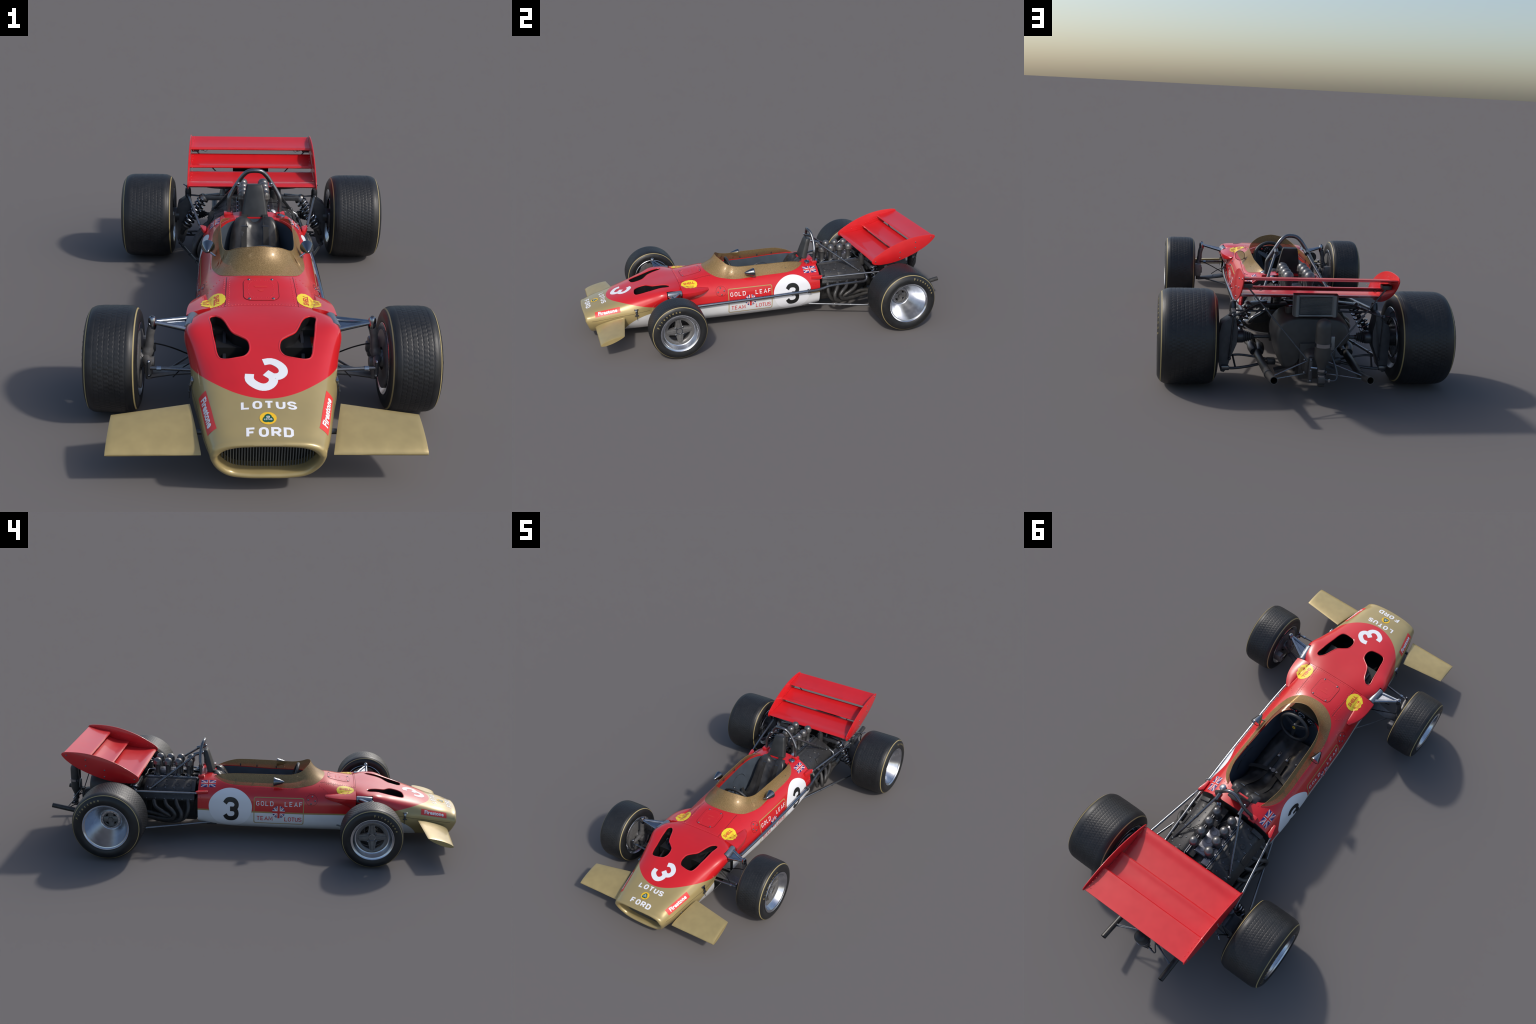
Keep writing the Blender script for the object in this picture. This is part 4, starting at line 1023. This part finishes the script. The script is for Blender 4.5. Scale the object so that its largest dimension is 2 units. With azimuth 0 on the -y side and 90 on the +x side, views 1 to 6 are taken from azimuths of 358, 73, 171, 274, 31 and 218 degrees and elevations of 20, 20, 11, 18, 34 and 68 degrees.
for t in (.42, .64, .90): 
    q_ = Vector((.156, .185, .0785)).lerp(Vector((.2815, .566, .0715)), t); g.rev([(.005, -.002), (.0068, -.002), (.0068, .002), (.005, .002)], M_steel, q_, (.157, .385, 0), 12)
g.tube([(.2815, .566, .0715), (.285, .625, .068)], .006, M_darksteel, 8); g.ball((.283, .570, .0715), .007, M_darksteel, 10); g.box((.150, .20, .074), (.03, .05, .014), M_cast, bev=.002); p4 = g.build('trailing_rod', sus)
g = Geo(); g.tube([(.284, .692, .066), (.25, .690, .064), (.20, .684, .068), (.121, .668, .081)], .0050, M_darksteel, 10, smooth=5); g.tube([(.256, .640, .094), (.225, .640, .096), (.18, .648, .093), (.121, .660, .086)], .0042, M_darksteel, 10, smooth=5); g.tube([(.247, .640, .095), (.240, .689, .064)], .0035, M_darksteel, 8)
g.box((.276, .692, .066), (.028, .012, .016), M_steel, bev=.003); g.box((.116, .668, .083), (.03, .03, .02), M_darksteel, bev=.004); g.box((.075, .715, .074), (.075, .035, .008), M_darksteel, rot=(0, .25, 0)); p5 = g.build('wishbone', sus)
g = Geo(); g.rev([(0, -.004), (.020, -.004), (.0225, 0), (.0225, .022), (.020, .026), (.0215, .029), (.017, .032), (.0195, .036), (.015, .039), (.0175, .043), (.013, .046), (.0155, .050), (.010, .053), (.0090, .058), (.0065, .060), (.0065, .14)], M_darksteel, (.238, .653, .1665), (-1, 0, 0), 24)
g.rev([(.0115, -.095), (.016, -.095), (.016, -.125)], M_cast, (0.0, .653, .1665), (-1, 0, 0), 16); p6 = g.build('drive_shaft', sus)
g = Geo(); g.tube([(.262, .727, .260), (.238, .720, .264), (.195, .685, .275), (.167, .655, .278), (.10, .640, .278), (0, .638, .278)], .0038, M_darksteel, 10, smooth=5); g.ball((.258, .727, .260), .007, M_darksteel, 10)
g.tube([(.262, .730, .260), (.275, .742, .265)], .0025, M_chrome, 6); g.tube([(.258, .725, .258), (.262, .690, .105)], .003, M_darksteel, 6)
g.tube([(.24, .63, .252), (.17, .62, .248), (.10, .615, .25)], .0035, M_darksteel, 8); p7 = g.build('anti_roll_bar', sus)
g = Geo(); g.box((.120, .575, .260), (.130, .034, .018), M_darksteel, bev=.003); g.box((.155, .575, .270), (.058, .02, .006), M_steel, rot=(0, .1, 0), bev=.002); g.box((.105, .585, .235), (.03, .04, .03), M_cast, bev=.003); g.tube([(.178, .575, .268), (.168, .575, .255)], .006, M_steel, 8); p8 = g.build('damper_bracket', sus)
for o in (p1, p2, p3, p4, p5, p6, p7, p8): mirror_copy(o)
for s in (1, -1):
    g = Geo(); g.tube([(s*.030, .885, .156), (s*.147, .925, .118)], .0026, M_steel, 8); g.tube([(s*.032, .88, .112), (s*.146, .93, .110)], .0026, M_steel, 8); g.build('exhaust_hanger', ex)

# ---- coolant pipe down one flank
g = Geo(); g.tube([(.150, -.615, .205), (.165, -.575, .200), (.180, -.52, .175), (.1875, -.47, .158), (.1925, -.42, .1555)], .0085, M_steel, 14, smooth=5)
g.tube([(.1925, -.44, .1555), (.1995, -.29, .160), (.2025, -.10, .1635), (.2030, .06, .1665), (.2010, .20, .1685)], .0082, M_chrome, 16, smooth=6)
g.tube([(.2010, .19, .1685), (.1985, .245, .1685), (.1950, .275, .1715), (.1925, .315, .1795), (.1900, .36, .1815), (.1850, .50, .1800), (.1830, .528, .1810), (.1790, .543, .1880), (.1720, .5465, .2000), (.150, .545, .2130), (.128, .542, .2280), (.112, .541, .240)], .0082, M_steel, 14, smooth=6)
for t, y in ((.1993, -.47), (.2008, .198)):
    g.rev([(.0085, -.008), (.0115, -.008), (.0115, .008), (.0085, .008)], M_darksteel, (.201 if y > 0 else .1885, y, .1685 if y > 0 else .1575), (0, 1, 0), 18); g.ball((.207 if y > 0 else .194, y, .180 if y > 0 else .168), .0035, M_chrome, 8)
g.build('coolant_pipe', car)

# ---- front suspension
fs_ = bpy.data.objects.new('steered_axle_suspension', None); scene.collection.objects.link(fs_); fs_.parent = car
g = Geo(); g.rev([(0, -.037), (.0150, -.037), (.0160, -.034), (.0160, .034), (.0150, .037), (0, .037)], M_pivot, (.1905, -.5385, .2365), (.09, -1, 0), 24)
A_ = Vector((.293, -.568, .252))
for y0, z0 in ((-.569, .2310), (-.514, .2370)): g.tube([(.196, y0, z0), A_+Vector((-.006, .003 if y0 > -.55 else -.003, 0))], [.0085, .0055], M_chrome, 12)
g.add([(.198, -.568, .233), (.198, -.516, .238), (.286, -.563, .251), (.286, -.572, .251), (.198, -.568, .230), (.198, -.516, .235), (.286, -.563, .248), (.286, -.572, .248)], [(0, 1, 2, 3), (7, 6, 5, 4), (0, 4, 5, 1), (1, 5, 6, 2), (2, 6, 7, 3), (3, 7, 4, 0)], M_chrome)
g.rev([(.004, .016), (.008, .014), (.0105, .008), (.0115, -.004), (.0115, -.014), (.009, -.020), (0, -.02)], M_chrome, A_, (0, 0, 1), 18); g.rev([(0, .019), (.004, .018), (.004, .012)], M_darksteel, A_, (0, 0, 1), 12); f1 = g.build('rocker_arm', fs_)
g = Geo(); g.tube([(.294, -.568, .240), (.300, -.568, .215), (.302, -.568, .19), (.310, -.568, .16), (.325, -.567, .144)], [.011, .0105, .0115, .015, .02], M_mag, 14, smooth=5)
g.tube([(.318, -.567, .15), (.308, -.567, .115), (.306, -.567, .085)], [.018, .012, .010], M_mag, 14, smooth=5); g.tube([(.312, -.58, .15), (.303, -.615, .155), (.299, -.643, .157)], [.012, .009, .007], M_mag, 12, smooth=4)
g.rev([(0, -.012), (.014, -.012), (.014, .012), (0, .012)], M_mag, (.302, -.575, .138), (1, 0, 0), 18)
g.ball((.299, -.643, .172), .0055, M_chrome, 10); g.tube([(.299, -.643, .17), (.299, -.643, .137)], .0058, M_darksteel, 10); g.ball((.299, -.643, .134), .0055, M_chrome, 10)
f2 = g.build('steering_upright', fs_)
g = Geo(); g.rev([(.032, -.006), (.080, -.006), (.080, -.0015), (.077, -.0015), (.077, .0015), (.080, .0015), (.080, .006), (.032, .006)], M_mag, (.331, -.5666, .1438), (1, 0, 0), 48, closed=True)
for k in range(72):
    a = 2*pi*k/72; g.box((.331, -.5666+.0785*math.cos(a), .1438+.0785*math.sin(a)), (.010, .0022, .0022), M_chrome)
g.box((.318, -.498, .146), (.042, .026, .058), M_mag, bev=.006); g.box((.298, -.498, .146), (.012, .018, .03), M_mag, bev=.004); g.rev([(0, -.01), (.022, -.01), (.03, .02), (.03, .07)], M_mag, (.33, -.5666, .1438), (1, 0, 0), 20); f3 = g.build('brake_disc', fs_)
g = Geo(); g.tube([(.295, -.643, .155), (.165, -.655, .155)], .0048, M_steel, 10); g.rev([(.0065, -.006), (.0065, .006)], M_chrome, (.272, -.645, .155), (1, 0, 0), 8); f4 = g.build('track_rod', fs_)
rows = [[(x, y0, z+.006), (x, y1, z+.006), (x, y1+.004, z), (x, y1, z-.006), (x, y0, z-.006), (x, y0-.004, z)] for x, y0, y1, z in ((.150, -.588, -.545, .1120), (.20, -.577, -.535, .1055), (.25, -.571, -.538, .0985), (.306, -.572, -.554, .0900))]
g = Geo(); g.grid(rows, M_mag, closed_u=True, cap0=True, cap1=True); bolt((.235, -.556, .106), (0, 0, 1), g); g.tube([(.275, -.556, .09), (.160, -.395, .095)], .0035, M_steel, 8); f5 = g.build('wishbone', fs_, bevel=.002)
g = Geo(); g.tube([(.302, -.545, .178), (.285, -.540, .174), (.25, -.532, .160), (.215, -.526, .142), (.17, -.522, .118)], .0021, M_black, 6, smooth=5); g.tube([(.24, -.60, .104), (.21, -.585, .128), (.17, -.575, .145)], .0018, M_black, 6, smooth=5); f6 = g.build('brake_hose', fs_)
for o in (f1, f2, f3, f4, f5, f6): mirror_copy(o)
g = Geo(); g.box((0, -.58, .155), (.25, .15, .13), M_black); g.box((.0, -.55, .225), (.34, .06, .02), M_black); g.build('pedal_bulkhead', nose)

# ---- wheels
def tyre_mesh(name, prof, xpat, pitch, ncell, groove):
    """turned tyre with a brick tread pressed into the crown"""
    half = catmull([(x, r, 0) for x, r in prof], 1)
    dense = catmull([(x, r, 0) for x, r in prof], 7)
    crown = [p for p in dense if p.x < xpat+pitch]; flank = [p for p in dense if p.x >= xpat+pitch]
    nx = int((xpat+pitch)/.0011)
    def rad(x):
        for a, b_ in zip(dense, dense[1:]):
            if a.x <= x <= b_.x: return lerp(a.y, b_.y, (x-a.x)/max(1e-9, b_.x-a.x))
        return dense[0].y
    R = [(x*(xpat+pitch)/nx, rad(x*(xpat+pitch)/nx)) for x in range(0, nx)]+[(p.x, p.y) for p in flank]
    prof_full = [(-x, r) for x, r in R[::-1]][:-1]+R
    NT = ncell*6; verts = []
    for k in range(NT):
        th = 2*pi*k/NT; cs, sn = math.cos(th), math.sin(th); u = k/6.0
        for x, r in prof_full:
            d = 0.0
            if abs(x) < xpat+pitch*.4:
                zig = .10*pitch*(1-4*abs((u*1.0) % 1-.5))
                cx = (x+zig)/pitch; ci = math.floor(cx); fx = abs(cx-ci-.5)        # 0.5 at a column edge
                uu = u+.5*(ci % 2); fu = abs(uu-math.floor(uu)-.5)
                d1 = max(0, 1-(.5-fx)*pitch/.0019); d2 = max(0, 1-(.5-fu)*2.2)*.6
                fade = min(1, max(0, (xpat+pitch*.4-abs(x))/(pitch*.6)))
                d = max(d1, d2)*.0011*fade
            for gx in groove:
                d = max(d, .0012*max(0, 1-abs(abs(x)-gx)/.0014))
            verts.append((x, (r-d)*cs, (r-d)*sn))
    n = len(prof_full); faces = []
    for k in range(NT):
        l = (k+1) % NT
        for i in range(n-1): faces.append((k*n+i, k*n+i+1, l*n+i+1, l*n+i))
    me = bpy.data.meshes.new(name); me.from_pydata(verts, [], faces); me.materials.append(M_rubber)
    for p in me.polygons: p.use_smooth = True
    me.validate(); return me, prof_full
def ring_on(g, prof, r0, r1, mat, lift=.0005, n=96):
    """band painted on the outer sidewall between two radii"""
    def xat(r):
        best = max((x for (x, rr), (x2, rr2) in zip(prof, prof[1:]) if min(rr, rr2) <= r <= max(rr, rr2)), default=prof[-1][0])
        c_ = [lerp(a[0], b_[0], (r-a[1])/(b_[1]-a[1]) if abs(b_[1]-a[1]) > 1e-9 else 0) for a, b_ in zip(prof, prof[1:]) if min(a[1], b_[1]) <= r <= max(a[1], b_[1])]
        return max(c_) if c_ else best
    for s in (1, -1):
        g.rev([(lerp(r0, r1, k/3)+lift*.4, s*(xat(lerp(r0, r1, k/3))+lift)) for k in range(4)], mat, axis=(1, 0, 0), n=n)
    return xat
FT = [(0,.1438),(.020,.1437),(.036,.1433),(.046,.1424),(.054,.1400),(.0612,.1351),(.0668,.1275),(.0696,.1180),(.0690,.1075),(.0668,.0995),(.0600,.0950),(.0300,.0920)]
RT = [(0,.1641),(.030,.1640),(.052,.1636),(.066,.1628),(.078,.1595),(.0881,.1526),(.0955,.1430),(.1000,.1315),(.0990,.1185),(.0950,.1100),(.0860,.1050),(.0500,.1020)]
fme, fprof = tyre_mesh('tyre', FT, .042, .0135, 74, (.0565,))
rme, rprof = tyre_mesh('tyre', RT, .060, .0135, 84, (.074, .080))

def spoke_star(g, xo, xi, r0, r1, hub, mat):
    for k in range(4):
        a = k*pi/2+math.radians(4); rows = []
        for t in (0, .35, .75, 1):
            r = lerp(r0, r1, t); w = lerp(.0185, .0105, min(1, t*1.4))*(1.0 if t < .9 else 1.25); xo_ = lerp(xo-.004, xo, min(1, t*2))
            sec = [(xi, -w*1.25), (xo_-.004, -w*1.25), (xo_-.003, -w*.65), (xo_, -w*.5), (xo_, w*.5), (xo_-.003, w*.65), (xo_-.004, w*1.25), (xi, w*1.25)]
            rows.append([(x, r*math.cos(a)-b_*math.sin(a), r*math.sin(a)+b_*math.cos(a)) for x, b_ in sec])
        g.grid(rows, mat, closed_u=True, cap0=True, cap1=True)
        b2 = a+pi/4
        bolt((xo-.003, hub*1.40*math.cos(b2), hub*1.40*math.sin(b2)), (1, 0, 0), g, 1.1)
def front_rim():
    g = Geo()
    g.rev([(.0930, .0655), (.0975, .0668), (.0990, .0680), (.0985, .0695), (.0965, .0698), (.0945, .0680), (.0885, .0662), (.0868, .0640), (.0790, .0420), (.0755, .0392), (.0735, .0388)], M_alu, axis=(1, 0, 0), n=64)
    g.rev([(.0735, .0388), (.0705, .0400), (.0660, .0392), (.0600, .0370), (.0570, .0335), (.0565, .0250), (.0600, .010), (.0665, .0)], M_mag, axis=(1, 0, 0), n=64)
    g.rev([(.0860, .030), (.0860, -.055), (.0950, -.064), (.0985, -.068), (.0970, -.069), (.0930, -.064), (.084, -.055), (.084, -.02), (.0665, .0)], M_alu, axis=(1, 0, 0), n=64)
    return g
g = front_rim(); rim_f = g.build('wheel_rim', angle=35); rim_f_me = rim_f.data; bpy.data.objects.remove(rim_f)
g = Geo(); spoke_star(g, .0405, .020, .008, .0620, .0185, M_mag)
g.rev([(0, .030), (.0225, .030), (.0235, .026), (.0235, .018), (0, .018)], M_mag, axis=(1, 0, 0), n=28); g.rev([(0, .0400), (.0125, .0400), (.0135, .0410), (.0165, .0405), (.0175, .036), (.0185, .028)], M_chrome, axis=(1, 0, 0), n=28); g.rev([(0, .0405), (.0128, .0405)], M_mag, axis=(1, 0, 0), n=28)
sp_f = g.build('wheel_spokes', angle=30); sp_f_me = sp_f.data; bpy.data.objects.remove(sp_f)
g = Geo()
g.rev([(.1040, .0900), (.1075, .0935), (.1090, .0950), (.1085, .0965), (.1065, .0962), (.1040, .0930), (.1020, .0905), (.0985, .0895), (.0965, .0850), (.0500, -.0030), (.0470, -.0060), (.0445, -.0070)], M_alu, axis=(1, 0, 0), n=72)
g.rev([(.0445, -.0070), (.0440, -.0040), (.0365, -.0040), (.0355, -.0070)], M_alu, axis=(1, 0, 0), n=48)
for k in range(16):
    a = 2*pi*k/16; bolt((-.0045, .0403*math.cos(a), .0403*math.sin(a)), (1, 0, 0), g, .55)
g.rev([(.090, -.02), (.0950, -.03), (.095, -.085), (.1050, -.093), (.1085, -.096), (.1070, -.097), (.1030, -.093), (.092, -.085), (.092, -.03), (.05, -.01)], M_alu, axis=(1, 0, 0), n=64)
rim_r = g.build('wheel_rim', angle=35); rim_r_me = rim_r.data; bpy.data.objects.remove(rim_r)
g = Geo()
g.rev([(.0360, -.006), (.0355, -.013), (.0300, -.0135)], M_mag, axis=(1, 0, 0), n=40)
for k in range(4):
    a = k*pi/2+math.radians(4); rows = []
    for t in (0, .5, 1):
        r = lerp(.006, .0345, t); w = lerp(.014, .0125, t)
        rows.append([(x, r*math.cos(a)-b_*math.sin(a), r*math.sin(a)+b_*math.cos(a)) for x, b_ in ((-.024, -w), (-.014, -w), (-.0105, -w*.5), (-.0105, w*.5), (-.014, w), (-.024, w))])
    g.grid(rows, M_mag, closed_u=True, cap0=True, cap1=True)
g.rev([(0, -.004), (.010, -.004), (.0115, -.006), (.0125, -.010), (.0175, -.0115)], M_mag, axis=(1, 0, 0), n=28); g.rev([(0, -.03), (.0355, -.03)], M_black, axis=(1, 0, 0), n=28)
sp_r = g.build('wheel_spokes', angle=30); sp_r_me = sp_r.data; bpy.data.objects.remove(sp_r)

def side_text(prof, xat, txt, rc, h, a0, a1):
    """letters set one by one round the outer sidewall; angles are clockwise from the top as seen from outside"""
    g = Geo()
    for k, ch in enumerate(txt):
        bm = font_bm(ch, h, h*.028); a = math.radians(lerp(a0, a1, k/(len(txt)-1)))
        bmesh.ops.triangulate(bm, faces=bm.faces[:])
        for k2 in range(-3, 4):
            bmesh.ops.bisect_plane(bm, geom=bm.verts[:]+bm.edges[:]+bm.faces[:], plane_co=(0, k2*h*.14, 0), plane_no=(0, 1, 0), dist=1e-7)
        vs = []
        for v in bm.verts:
            r = rc+v.co.y+(h*.02); b_ = a+v.co.x/rc
            vs.append((xat(r)+.0008, r*math.sin(b_), r*math.cos(b_)))
        bm.verts.index_update(); g.add(vs, [tuple(v.index for v in f.verts) for f in bm.faces], M_tyregold); bm.free()
    return g.build('sidewall_lettering', recalc=False)
for (xc, yc, R, me, prof, rim_me, sp_me, spec) in ((.3958, -.5666, .1438, fme, fprof, rim_f_me, sp_f_me, dict(r0=.1337, r1=.1366, rc=.1155, h=.0150)),
                                             (.4065, .6445, .1641, rme, rprof, rim_r_me, sp_r_me, dict(r0=.1512, r1=.1543, rc=.1345, h=.0155))):
    for s in (1, -1):
        w = bpy.data.objects.new('wheel', None); scene.collection.objects.link(w); w.parent = car
        w.location = (s*xc, yc, R); w.rotation_euler = (0, 0, 0 if s > 0 else pi)
        for nm, m_ in (('tyre', me), ('wheel_rim', rim_me), ('wheel_spokes', sp_me)):
            o = bpy.data.objects.new(nm, m_); scene.collection.objects.link(o); o.parent = w
        g = Geo(); xat = ring_on(g, prof, spec['r0'], spec['r1'], M_tyregold); o = g.build('gold_sidewall_stripe', w)
        front = yc < 0
        a0, a1 = {(True, 1): (-68, 0), (True, -1): (2, 66), (False, 1): (10, 70), (False, -1): (-72, -12)}[(front, s)]
        t = side_text(prof, xat, 'Firestone', spec['rc'], spec['h'], a0, a1); t.parent = w

# everything not yet placed belongs to the car
for o in scene.objects:
    if o.parent is None and o is not car: o.parent = car
for o in (nose_skin, tub_skin): bpy.data.objects.remove(o)
